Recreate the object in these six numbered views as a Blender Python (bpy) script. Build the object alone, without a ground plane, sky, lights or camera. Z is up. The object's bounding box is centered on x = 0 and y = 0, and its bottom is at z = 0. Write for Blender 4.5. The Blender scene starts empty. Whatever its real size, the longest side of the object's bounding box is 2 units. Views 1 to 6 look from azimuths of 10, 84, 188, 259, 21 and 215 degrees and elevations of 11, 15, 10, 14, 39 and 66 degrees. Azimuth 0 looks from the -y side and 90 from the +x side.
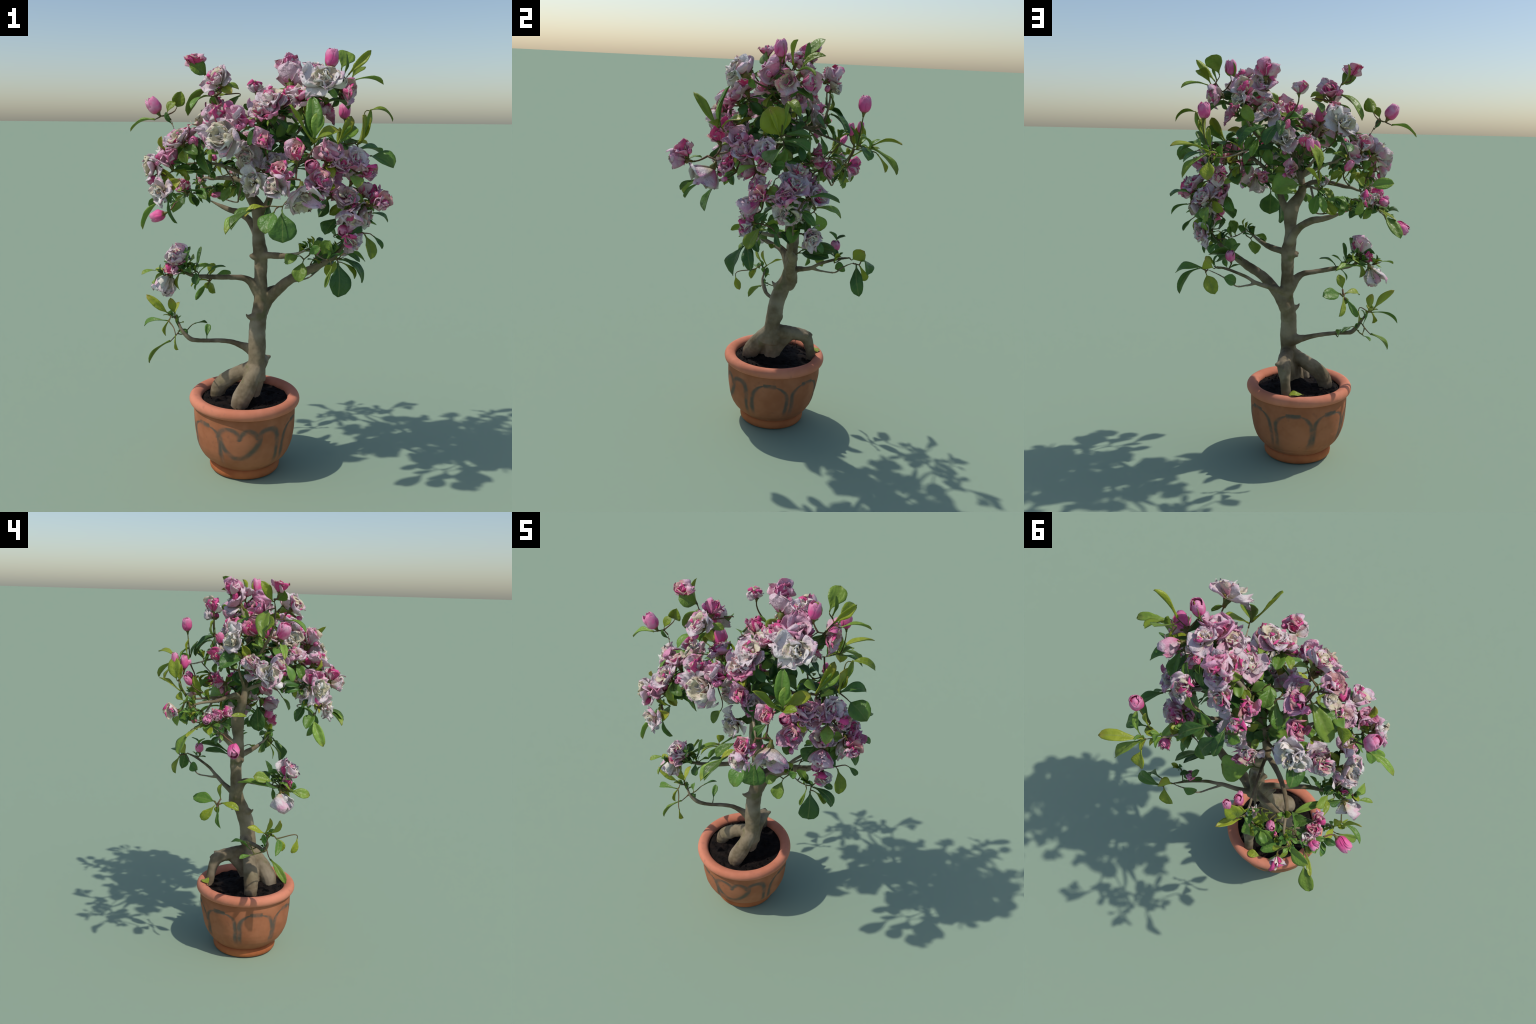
# A flowering apple bonsai in a terracotta pot, built part by part.
import bpy, math, random
import numpy as np
from mathutils import Vector, Matrix, noise as mnoise

rng = random.Random(7)
nrng = np.random.default_rng(7)
V = Vector
COL = bpy.context.scene.collection

# ------------------------------------------------------------------ helpers
def mesh_from(name, verts, faces, mats=(), mat_idx=None, smooth=True):
    me = bpy.data.meshes.new(name)
    me.from_pydata([tuple(v) for v in verts], [], [tuple(f) for f in faces])
    for m in mats:
        me.materials.append(m)
    if mat_idx is not None:
        me.polygons.foreach_set("material_index", list(mat_idx))
    if smooth:
        me.polygons.foreach_set("use_smooth", [True] * len(me.polygons))
    me.update()
    return me


def add_obj(name, data, parent=None, matrix=None):
    o = bpy.data.objects.new(name, data)
    COL.objects.link(o)
    if matrix is not None:
        o.matrix_basis = matrix
    if parent is not None:
        o.parent = parent
    return o


class Geo:
    """Collects pieces into one mesh."""
    def __init__(self):
        self.v, self.f, self.m = [], [], []

    def add(self, verts, faces, mat=0, M=None):
        b = len(self.v)
        if M is not None:
            verts = [M @ V(p) for p in verts]
        self.v += [tuple(p) for p in verts]
        self.f += [tuple(i + b for i in f) for f in faces]
        self.m += [mat] * len(faces) if isinstance(mat, int) else list(mat)


def frame(d, up=None):
    """Rotation whose +Z is d and whose +Y lies toward up."""
    z = V(d).normalized()
    u = V(up) if up is not None else V((0, 0, 1))
    if abs(z.dot(u.normalized())) > 0.98:
        u = V((0.3, 1, 0.1))
    y = (u - z * u.dot(z)).normalized()
    x = y.cross(z)
    return Matrix((x, y, z)).transposed()


def catmull(pts, n):
    """Resample control tuples (any length) with a Catmull-Rom curve."""
    P = np.array(pts, float)
    P = np.vstack([2 * P[0] - P[1], P, 2 * P[-1] - P[-2]])
    out = []
    for i in range(1, len(P) - 2):
        for t in np.linspace(0, 1, n, endpoint=False):
            a, b, c, d = P[i - 1:i + 3]
            out.append(0.5 * (2 * b + (c - a) * t + (2 * a - 5 * b + 4 * c - d) * t * t + (3 * b - a - 3 * c + d) * t ** 3))
    out.append(P[-2])
    return np.array(out)


def tube(path, sides=10, wob=0.0, seed=0.0):
    """Closed tube along rows (x, y, z, r)."""
    path = np.asarray(path, float)
    n = len(path)
    verts, faces = [], []
    prev = None
    for i in range(n):
        a, b = path[max(i - 1, 0), :3], path[min(i + 1, n - 1), :3]
        t = V(b - a).normalized()
        if prev is None:
            prev = t.orthogonal().normalized()
        u = (prev - t * prev.dot(t)).normalized()
        prev = u
        w = t.cross(u)
        for k in range(sides):
            an = 2 * math.pi * k / sides
            r = path[i, 3]
            if wob:
                r *= 1 + wob * mnoise.noise(V((math.cos(an) * 1.3, math.sin(an) * 1.3, i * 0.35 + seed)))
            verts.append(V(path[i, :3]) + (u * math.cos(an) + w * math.sin(an)) * r)
    for i in range(n - 1):
        for k in range(sides):
            k2 = (k + 1) % sides
            faces.append((i * sides + k, i * sides + k2, (i + 1) * sides + k2, (i + 1) * sides + k))
    verts.append(V(path[0, :3])); verts.append(V(path[-1, :3]))
    c0, c1 = len(verts) - 2, len(verts) - 1
    for k in range(sides):
        k2 = (k + 1) % sides
        faces.append((c0, k2, k))
        faces.append((c1, (n - 1) * sides + k, (n - 1) * sides + k2))
    return verts, faces


def sheet(fn, nu, nv, thick, front=0, back=1):
    """Closed thin solid from fn(u in -1..1, v in 0..1); +normal side is the front."""
    P = np.array([[fn(-1 + 2 * i / nu, j / nv) for i in range(nu + 1)] for j in range(nv + 1)], float)
    du = np.gradient(P, axis=1); dv = np.gradient(P, axis=0)
    N = np.cross(du, dv)
    ln = np.linalg.norm(N, axis=2, keepdims=True)
    N = N / np.maximum(ln, 1e-9)
    U = np.linspace(-1, 1, nu + 1)[None, :, None]
    W = np.linspace(0, 1, nv + 1)[:, None, None]
    edge = np.minimum(np.minimum(1 - np.abs(U), 1 - W) * 4, 1) ** 0.5
    h = thick * (0.25 + 0.75 * edge)
    A, B = P + N * h / 2, P - N * h / 2
    verts = list(A.reshape(-1, 3)) + list(B.reshape(-1, 3))
    off = (nu + 1) * (nv + 1)
    faces, mats = [], []
    idx = lambda i, j: j * (nu + 1) + i
    for j in range(nv):
        for i in range(nu):
            q = (idx(i, j), idx(i + 1, j), idx(i + 1, j + 1), idx(i, j + 1))
            faces.append(q); mats.append(front)
            faces.append(tuple(off + k for k in q[::-1])); mats.append(back)
    rim = [idx(i, 0) for i in range(nu)] + [idx(nu, j) for j in range(nv)] + [idx(i, nv) for i in range(nu, 0, -1)] + [idx(0, j) for j in range(nv, 0, -1)]
    for k in range(len(rim)):
        a, b = rim[k], rim[(k + 1) % len(rim)]
        faces.append((a, off + a, off + b, b)); mats.append(front)
    return verts, faces, mats


# ------------------------------------------------------------------ node expressions
class E:
    """Tiny expression builder over shader Math nodes."""
    def __init__(self, nt, sock):
        self.nt, self.s = nt, sock

    def op(self, kind, *others):
        n = self.nt.nodes.new("ShaderNodeMath"); n.operation = kind
        for i, a in enumerate((self,) + others):
            if isinstance(a, E):
                self.nt.links.new(a.s, n.inputs[i])
            else:
                n.inputs[i].default_value = a
        return E(self.nt, n.outputs[0])

    def __add__(s, o): return s.op("ADD", o)
    def __sub__(s, o): return s.op("SUBTRACT", o)
    def __mul__(s, o): return s.op("MULTIPLY", o)
    def __truediv__(s, o): return s.op("DIVIDE", o)
    def __neg__(s): return s.op("MULTIPLY", -1.0)
    def abs(s): return s.op("ABSOLUTE")
    def min(s, o): return s.op("MINIMUM", o)
    def max(s, o): return s.op("MAXIMUM", o)
    def pow(s, o): return s.op("POWER", o)
    def sqrt(s): return s.op("SQRT")
    def less(s, o): return s.op("LESS_THAN", o)
    def clamp(s): return s.max(0.0).min(1.0)

    def ramp(s, lo, hi):
        n = s.nt.nodes.new("ShaderNodeMapRange"); n.interpolation_type = "SMOOTHSTEP"
        s.nt.links.new(s.s, n.inputs[0])
        n.inputs[1].default_value, n.inputs[2].default_value = lo, hi
        return E(s.nt, n.outputs[0])


class Mat:
    def __init__(self, name, rough=0.6, spec=0.3):
        self.mat = bpy.data.materials.new(name)
        self.mat.use_nodes = True
        self.nt = self.mat.node_tree
        self.b = self.nt.nodes["Principled BSDF"]
        self.b.inputs["Roughness"].default_value = rough
        self.b.inputs["Specular IOR Level"].default_value = spec
        self.tc = self.nt.nodes.new("ShaderNodeTexCoord")
        self.sep = None

    def xyz(self):
        if self.sep is None:
            self.sep = self.nt.nodes.new("ShaderNodeSeparateXYZ")
            self.nt.links.new(self.tc.outputs["Object"], self.sep.inputs[0])
        return [E(self.nt, o) for o in self.sep.outputs]

    def rand(self):
        n = self.nt.nodes.new("ShaderNodeObjectInfo")
        return E(self.nt, n.outputs["Random"])

    def noise(self, scale, detail=3, rough=0.55, offset_by_random=False):
        n = self.nt.nodes.new("ShaderNodeTexNoise")
        n.inputs["Scale"].default_value = scale
        n.inputs["Detail"].default_value = detail
        n.inputs["Roughness"].default_value = rough
        if offset_by_random:
            n.noise_dimensions = "4D"
            self.nt.links.new((self.rand() * 40.0).s, n.inputs["W"])
        self.nt.links.new(self.tc.outputs["Object"], n.inputs["Vector"])
        return E(self.nt, n.outputs["Fac"])

    def mix(self, fac, a, b):
        n = self.nt.nodes.new("ShaderNodeMix"); n.data_type = "RGBA"
        ins = [i for i in n.inputs if i.type == "RGBA"]
        f = n.inputs[0]
        if isinstance(fac, E): self.nt.links.new(fac.s, f)
        else: f.default_value = fac
        for sock, c in zip(ins, (a, b)):
            if isinstance(c, (tuple, list)): sock.default_value = (*c, 1)
            else: self.nt.links.new(c, sock)
        return [o for o in n.outputs if o.type == "RGBA"][0]

    def color(self, c):
        self.c = c
        if isinstance(c, (tuple, list)): self.b.inputs["Base Color"].default_value = (*c, 1)
        else: self.nt.links.new(c, self.b.inputs["Base Color"])

    def bump(self, e, strength=0.3, dist=0.01):
        n = self.nt.nodes.new("ShaderNodeBump")
        n.inputs["Strength"].default_value = strength
        n.inputs["Distance"].default_value = dist
        self.nt.links.new(e.s, n.inputs["Height"])
        self.nt.links.new(n.outputs[0], self.b.inputs["Normal"])

    def translucent(self, amount, tint=None):
        t = self.nt.nodes.new("ShaderNodeBsdfTranslucent")
        c = self.c if tint is None else self.mix(1.0, self.c, tint)
        if isinstance(c, (tuple, list)): t.inputs[0].default_value = (*c, 1)
        else: self.nt.links.new(c, t.inputs[0])
        m = self.nt.nodes.new("ShaderNodeMixShader")
        m.inputs[0].default_value = amount
        out = self.nt.nodes["Material Output"]
        self.nt.links.new(self.b.outputs[0], m.inputs[1])
        self.nt.links.new(t.outputs[0], m.inputs[2])
        self.nt.links.new(m.outputs[0], out.inputs[0])


# ------------------------------------------------------------------ materials
def petal_material(name, base, body, edge, blotch, blotch_amt, lo=0.15, hi=0.8):
    """Petals have local y along their length (0 base, 1 lip)."""
    m = Mat(name, 0.55, 0.25)
    x, y, z = m.xyz()
    n = m.noise(3.0, 3, 0.5, True)
    t = y + (n - 0.5) * 0.45
    c = m.mix(t.ramp(lo, 0.5), base, body)
    c = m.mix(t.ramp(hi, 1.08), c, edge)
    r = m.rand()
    nb = (m.noise(1.7, 2, 0.5, True) + (r - 0.5) * 0.34).ramp(0.52, 0.72) * blotch_amt
    c = m.mix(nb, c, blotch)
    streak = m.noise(9.0, 2, 0.6, True).ramp(0.45, 0.8) * 0.10
    c = m.mix(streak, c, (0.66, 0.50, 0.48))
    m.color(c)
    m.bump(m.noise(7.0, 2), 0.25, 0.05)
    m.translucent(0.25)
    return m.mat


WHITE = (0.84, 0.79, 0.77)
BLUSH = (0.80, 0.54, 0.64)
PINK = (0.85, 0.29, 0.51)
HOT = (0.84, 0.10, 0.33)
CREAM = (0.78, 0.72, 0.52)
PETAL = {
    "white": (petal_material("white_petal_face", CREAM, WHITE, (0.83, 0.66, 0.70), BLUSH, 0.40),
              petal_material("white_petal_back", (0.68, 0.58, 0.42), (0.80, 0.70, 0.70), (0.80, 0.55, 0.62), PINK, 0.7)),
    "blush": (petal_material("blush_petal_face", CREAM, (0.83, 0.73, 0.74), (0.82, 0.46, 0.60), PINK, 0.45),
              petal_material("blush_petal_back", HOT, (0.83, 0.63, 0.69), (0.83, 0.68, 0.73), PINK, 0.6, 0.02)),
    "pink": (petal_material("pink_petal_face", (0.72, 0.42, 0.38), BLUSH, (0.80, 0.30, 0.46), HOT, 0.5),
             petal_material("pink_petal_back", HOT, (0.85, 0.36, 0.55), (0.83, 0.52, 0.65), HOT, 0.75, 0.12)),
}


def inner_material(name, a, b, c3):
    m = Mat(name, 0.55, 0.25)
    n = m.noise(2.6, 3, 0.6, True)
    c = m.mix(n.ramp(0.35, 0.6), a, b)
    c = m.mix(m.noise(5.0, 2, 0.5, True).ramp(0.55, 0.75) * 0.75, c, c3)
    m.color(c)
    m.translucent(0.15)
    return m.mat


INNER = {
    "white": inner_material("white_ruffle", (0.80, 0.76, 0.66), WHITE, (0.74, 0.50, 0.53)),
    "blush": inner_material("blush_ruffle", (0.82, 0.76, 0.64), (0.82, 0.68, 0.70), PINK),
    "pink": inner_material("pink_ruffle", (0.82, 0.64, 0.64), (0.82, 0.46, 0.56), HOT),
}


def bud_material():
    m = Mat("bud_petal", 0.5, 0.3)
    x, y, z = m.xyz()
    n = m.noise(1.8, 3, 0.5, True)
    c = m.mix((z * 0.5 + n).ramp(0.35, 0.95), HOT, (0.80, 0.28, 0.46))
    c = m.mix((m.noise(1.1, 2, 0.5, True) + (m.rand() - 0.5) * 0.3).ramp(0.45, 0.8) * 0.55, c, (0.82, 0.52, 0.64))
    c = m.mix((z + (n - 0.5) * 0.6).ramp(-0.75, -1.05), c, (0.30, 0.16, 0.05))
    m.color(c)
    m.translucent(0.12)
    return m.mat


BUD_MAT = bud_material()


def leaf_material(name, a, b, tip, tip_amt, olive_tint):
    """Leaves have local y along the length 0..1 and x across."""
    m = Mat(name, 0.42, 0.4)
    x, y, z = m.xyz()
    r = m.rand()
    n = m.noise(3.5, 3, 0.55, True)
    c = m.mix((n + (r - 0.5) * 0.9).ramp(0.25, 0.75), a, b)
    rib = (x.abs() - 0.004).ramp(0.022, 0.0) * 0.45
    vein = ((y * 9.0 - x.abs() * 11.0).op("FRACT") - 0.5).abs().ramp(0.08, 0.0) * 0.12
    c = m.mix(rib.max(vein), c, (0.26, 0.32, 0.09))
    blot = (y + (m.noise(2.0, 2, 0.5, True) - 0.5) * 0.8 + (r - 0.5) * 0.5).ramp(0.85, 1.25) * tip_amt
    c = m.mix(blot, c, tip)
    olive = ((r * 7.31).op("FRACT")).ramp(0.5, 1.0) * 0.45
    c = m.mix(olive, c, olive_tint)
    m.color(c)
    m.bump(m.noise(6.0, 2), 0.2, 0.04)
    m.translucent(0.22)
    return m.mat


LEAF = {
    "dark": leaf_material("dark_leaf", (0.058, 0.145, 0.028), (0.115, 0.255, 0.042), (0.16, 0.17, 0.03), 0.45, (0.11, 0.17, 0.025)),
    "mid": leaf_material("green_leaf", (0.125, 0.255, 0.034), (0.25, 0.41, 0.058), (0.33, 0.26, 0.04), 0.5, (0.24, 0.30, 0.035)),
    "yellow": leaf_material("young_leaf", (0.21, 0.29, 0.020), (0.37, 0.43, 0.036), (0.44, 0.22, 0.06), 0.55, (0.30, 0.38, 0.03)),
}


def tuft_material(name, a, b):
    """Leaves joined into tufts: colour varies by place only."""
    m = Mat(name, 0.42, 0.4)
    c = m.mix(m.noise(14.0, 2).ramp(0.3, 0.7), a, b)
    c = m.mix(m.noise(25.0, 2).ramp(0.6, 0.8) * 0.4, c, (0.30, 0.26, 0.05))
    m.color(c)
    m.translucent(0.22)
    return m.mat


TUFT = {
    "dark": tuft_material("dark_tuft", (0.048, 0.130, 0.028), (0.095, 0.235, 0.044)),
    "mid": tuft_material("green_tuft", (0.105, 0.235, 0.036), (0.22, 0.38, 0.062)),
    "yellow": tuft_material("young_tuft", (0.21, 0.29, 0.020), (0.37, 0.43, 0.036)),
}


def bark_material(name="bark"):
    m = Mat(name, 0.75, 0.2)
    n1, n2 = m.noise(9.0, 4, 0.6), m.noise(28.0, 4, 0.6)
    c = m.mix(n1.ramp(0.3, 0.7), (0.115, 0.083, 0.045), (0.265, 0.210, 0.135))
    c = m.mix(m.noise(4.0, 2).ramp(0.55, 0.72) * 0.55, c, (0.115, 0.105, 0.035))
    c = m.mix(m.noise(5.0, 2, 0.5).ramp(0.5, 0.68) * 0.55, c, (0.40, 0.34, 0.25))  # pale patches painted into the bark for the highlights on the roots
    c = m.mix(m.noise(6.5, 2).ramp(0.63, 0.72) * 0.6, c, (0.055, 0.042, 0.024))
    m.color(c)
    c = m.mix(m.noise(11.0, 2, 0.5).ramp(0.60, 0.70) * 0.55, c, (0.085, 0.095, 0.018))
    m.color(c)
    m.bump(m.noise(45.0, 4), 0.35, 0.006)
    return m.mat


BARK = bark_material()


def twig_material():
    m = Mat("twig_bark", 0.65, 0.25)
    n = m.noise(14.0, 3, 0.6)
    c = m.mix(n.ramp(0.3, 0.7), (0.10, 0.075, 0.03), (0.17, 0.085, 0.05))
    c = m.mix(m.rand().ramp(0.3, 0.9) * 0.7, c, (0.10, 0.12, 0.025))
    m.color(c)
    return m.mat


TWIG = twig_material()


def simple_green(name, a, b):
    m = Mat(name, 0.5, 0.3)
    m.color(m.mix(m.noise(4.0, 2, 0.5, True).ramp(0.35, 0.65), a, b))
    return m.mat


SEPAL = simple_green("calyx_green", (0.09, 0.13, 0.02), (0.20, 0.13, 0.04))
STAMEN = simple_green("stamen_cream", (0.60, 0.48, 0.20), (0.62, 0.55, 0.38))

# ------------------------------------------------------------------ the thing
TREE = add_obj("potted_flowering_bonsai", None)
TREE["label"] = "small apple bonsai with pink and white double blossom in a terracotta pot"
TREE["category"] = "bonsai tree"

# ------------------------------------------------------------------ pot
PC = V((-0.069, 0.030, 0.0))
ARCHES = [80, 130, 180.5, 227, 275, 321]      # azimuths (deg) of the moulded arches
FRONT = 4.0                                   # azimuth of the heart-shaped front motif
AZ = lambda x, y: math.degrees(math.atan2(x, -y)) % 360


def arch_profile(zz):
    """Half width in degrees of an arch line at height zz."""
    top, sh = 0.288, 0.085
    t = min(max((top - zz) / sh, 0), 1)
    return 21.5 * (1 - (1 - t) ** 2.4) ** (1 / 2.4)


def lathe(profile, n, jitter=0.0, cap=True):
    verts, faces = [], []
    m = len(profile)
    for k in range(n):
        a = 2 * math.pi * k / n
        for r, z in profile:
            rr = r * (1 + jitter * mnoise.noise(V((math.cos(a) * 1.5, math.sin(a) * 1.5, z * 9))))
            verts.append((rr * math.sin(a), -rr * math.cos(a), z))
    for k in range(n):
        k2 = (k + 1) % n
        for i in range(m - 1):
            faces.append((k * m + i, k2 * m + i, k2 * m + i + 1, k * m + i + 1))
    if cap:
        for e, flip in ((0, True), (m - 1, False)):
            c = len(verts); verts.append((0, 0, profile[e][1]))
            for k in range(n):
                a, b = k * m + e, ((k + 1) % n) * m + e
                faces.append((c, b, a) if flip else (c, a, b))
    return verts, faces


def pot_material(name, base, light, motif):
    m = Mat(name, 0.78, 0.18)
    n = m.noise(7.0, 4, 0.6)
    c = m.mix(n.ramp(0.3, 0.7), base, light)
    c = m.mix(m.noise(26.0, 3).ramp(0.6, 0.75) * 0.3, c, (base[0] * 0.6, base[1] * 0.7, base[2]))
    if motif:
        x, y, z = m.xyz()
        wob = (m.noise(9.0, 2) - 0.5)
        az = x.op("ARCTAN2", -y) * 57.29578 + wob * 8.0
        az = (az + 360.0).op("MODULO", 360.0)
        zz = z + wob * 0.02
        t = ((zz * -1.0 + 0.288) / 0.085).clamp()
        half = ((t * -1.0 + 1.0).pow(2.4) * -1.0 + 1.0).max(0.0).pow(1 / 2.4) * 21.5
        d = None
        for c0 in ARCHES:
            da = (az - float(c0)).abs()
            # distance to the legs (deg -> metres) and to the crown
            leg = (da - half).abs() * 0.0042
            crown = (zz - 0.288).abs() + (da - 8.0).max(0.0) * 0.01
            q = leg.min(crown)
            d = q if d is None else d.min(q)
        fade = z.ramp(0.085, 0.15)
        below = z.less(0.297)
        # front motif: a heart with two rounded lobes, and a narrow arch at its right
        fa = (az + 180.0 - FRONT).op("MODULO", 360.0) - 180.0
        fx = fa * 0.0042
        def lobe(cx, cz, r):
            return (((fx - cx).pow(2.0) + (zz - cz).pow(2.0)).sqrt() - r).abs() + (zz * -1.0 + cz).max(0.0) * 3.0
        cup = (zz - 0.142 - fx * fx * 9.0).abs() / (fx * fx * 480.0 + 1.0).sqrt() + (fx.abs() - 0.108).max(0.0) * 3.0
        side = (fx - 0.192).abs() + (zz - 0.245).max(0.0) * 3.0
        fd = lobe(-0.050, 0.235, 0.052).min(lobe(0.048, 0.24, 0.042)).min(lobe(0.143, 0.238, 0.049)).min(cup).min(side)
        d = d.min(fd)
        line = d.ramp(0.019, 0.003) * fade * below
        smudge = line * (m.noise(18.0, 3).ramp(0.25, 0.6) * 0.6 + 0.4)
        c = m.mix(smudge * 0.95, c, (0.105, 0.092, 0.070))
        stain = m.noise(5.0, 3).ramp(0.55, 0.8) * d.ramp(0.04, 0.0) * below * 0.6
        c = m.mix(stain, c, (0.17, 0.115, 0.06))
    m.color(c)
    m.bump(m.noise(60.0, 3), 0.15, 0.004)
    return m.mat


body_prof = [(0.150, 0.046), (0.163, 0.047), (0.1645, 0.052), (0.171, 0.058), (0.181, 0.065), (0.197, 0.078), (0.206, 0.088),
             (0.2185, 0.108), (0.228, 0.131), (0.235, 0.155), (0.2395, 0.183), (0.2435, 0.212), (0.246, 0.243), (0.247, 0.272),
             (0.247, 0.30), (0.2465, 0.318), (0.245, 0.332), (0.240, 0.345), (0.226, 0.352), (0.215, 0.35), (0.209, 0.335), (0.206, 0.30), (0.20, 0.25)]
fine = []
for (r0, z0), (r1, z1) in zip(body_prof[:-1], body_prof[1:]):
    k = max(1, int(math.hypot(r1 - r0, z1 - z0) / 0.006))
    fine += [(r0 + (r1 - r0) * i / k, z0 + (z1 - z0) * i / k) for i in range(k)]
fine.append(body_prof[-1])
verts, faces = lathe(fine, 240, 0.006)
out = []
for x, y, z in verts:
    r = math.hypot(x, y)
    if 0.07 < z < 0.31 and r > 0.17 and not (r < 0.21 and z > 0.12):
        az = AZ(x, y)
        d = 1.0
        for c0 in ARCHES:
            da = abs((az - c0 + 180) % 360 - 180)
            if z < 0.29:
                d = min(d, abs(da - arch_profile(z)) * 0.0042)
        dep = 0.0028 * math.exp(-(d / 0.006) ** 2) * min(1, max(0, (z - 0.08) / 0.06))
        bulge = 0.0015 * mnoise.noise(V((x * 14, y * 14, z * 14)))
        back = 0.03 * max(0.0, math.cos(math.radians(az - 185))) * min(1, max(0, (0.27 - z) / 0.1))
        k = (1 - (dep - bulge) / r) * (1 - back)
        x, y = x * k, y * k
    out.append((x, y, z))
TERRA = pot_material("terracotta_body", (0.34, 0.118, 0.052), (0.44, 0.168, 0.082), True)
TERRA_RIM = pot_material("terracotta_rim", (0.56, 0.19, 0.105), (0.66, 0.245, 0.15), False)
TERRA_FOOT = pot_material("terracotta_foot", (0.36, 0.10, 0.034), (0.48, 0.155, 0.055), False)
POT = add_obj("terracotta_pot", mesh_from("terracotta_pot", out, faces, [TERRA]), TREE, Matrix.Translation(PC))
rim_prof = [(0.2455 + 0.0235 * math.cos(t) * (1 if math.cos(t) > 0 else 1.55), 0.359 + 0.0262 * math.sin(t)) for t in np.linspace(-math.pi / 2, 1.5 * math.pi, 29)[:-1]]
verts, faces = lathe(rim_prof + [rim_prof[0]], 160, 0.008, cap=False)
add_obj("pot_rim", mesh_from("pot_rim", verts, faces, [TERRA_RIM]), POT)
foot_prof = [(0.0, 0.0), (0.155, 0.0), (0.164, 0.003), (0.170, 0.010), (0.1725, 0.022), (0.171, 0.034), (0.167, 0.043), (0.161, 0.0475), (0.10, 0.048)]
verts, faces = lathe(foot_prof[1:], 160, 0.005)
add_obj("pot_foot", mesh_from("pot_foot", verts, faces, [TERRA_FOOT]), POT)

# ------------------------------------------------------------------ soil
def soil_material():
    m = Mat("potting_soil", 0.9, 0.15)
    c = m.mix(m.noise(30.0, 5, 0.7).ramp(0.35, 0.7), (0.004, 0.003, 0.003), (0.018, 0.012, 0.009))
    c = m.mix(m.noise(12.0, 3).ramp(0.6, 0.75) * 0.6, c, (0.040, 0.026, 0.021))
    m.color(c)
    m.bump(m.noise(70.0, 5, 0.7), 0.8, 0.01)
    return m.mat


SOIL_MAT = soil_material()
sv, sf = [], []
NR, NA = 44, 110
for i in range(NR + 1):
    for k in range(NA):
        r = 0.215 * i / NR; a = 2 * math.pi * k / NA
        x, y = r * math.cos(a), r * math.sin(a)
        z = 0.362 + 0.008 * mnoise.noise(V((x * 11, y * 11, 0.3))) + 0.006 * mnoise.noise(V((x * 30, y * 30, 4))) + 0.003 * mnoise.noise(V((x * 80, y * 80, 9)))
        z += 0.040 * math.exp(-((x - 0.025) ** 2 + (y + 0.02) ** 2) / 0.062 ** 2)
        sv.append((x, y, z - 0.010 * (i / NR) ** 4))
for i in range(NR):
    for k in range(NA):
        sf.append((i * NA + k, (i + 1) * NA + k, (i + 1) * NA + (k + 1) % NA, i * NA + (k + 1) % NA))
add_obj("soil", mesh_from("soil", sv, sf, [SOIL_MAT]), TREE, Matrix.Translation(PC))
# crumbs, bark chips and grit
g = Geo()
for i in range(170):
    a, r = rng.uniform(0, 6.28), 0.20 * math.sqrt(rng.random())
    s = rng.uniform(0.002, 0.0055)
    c = V((r * math.cos(a), r * math.sin(a), 0.363))
    rot = frame((rng.uniform(-1, 1), rng.uniform(-1, 1), rng.uniform(0.2, 1)))
    vs = []
    for z in (-0.5, 0.5):
        for k in range(5):
            an = k * 1.2566
            vs.append(c + rot @ V((math.cos(an) * s * rng.uniform(0.7, 1.6), math.sin(an) * s, z * s * rng.uniform(0.5, 1.0))))
    fs = [(k, (k + 1) % 5, 5 + (k + 1) % 5, 5 + k) for k in range(5)] + [(4, 3, 2, 1, 0), (5, 6, 7, 8, 9)]
    g.add(vs, fs)
o = add_obj("soil_crumbs", mesh_from("soil_crumbs", g.v, g.f, [SOIL_MAT], smooth=False), TREE, Matrix.Translation(PC))
o["kind"] = "stuff"

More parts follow.
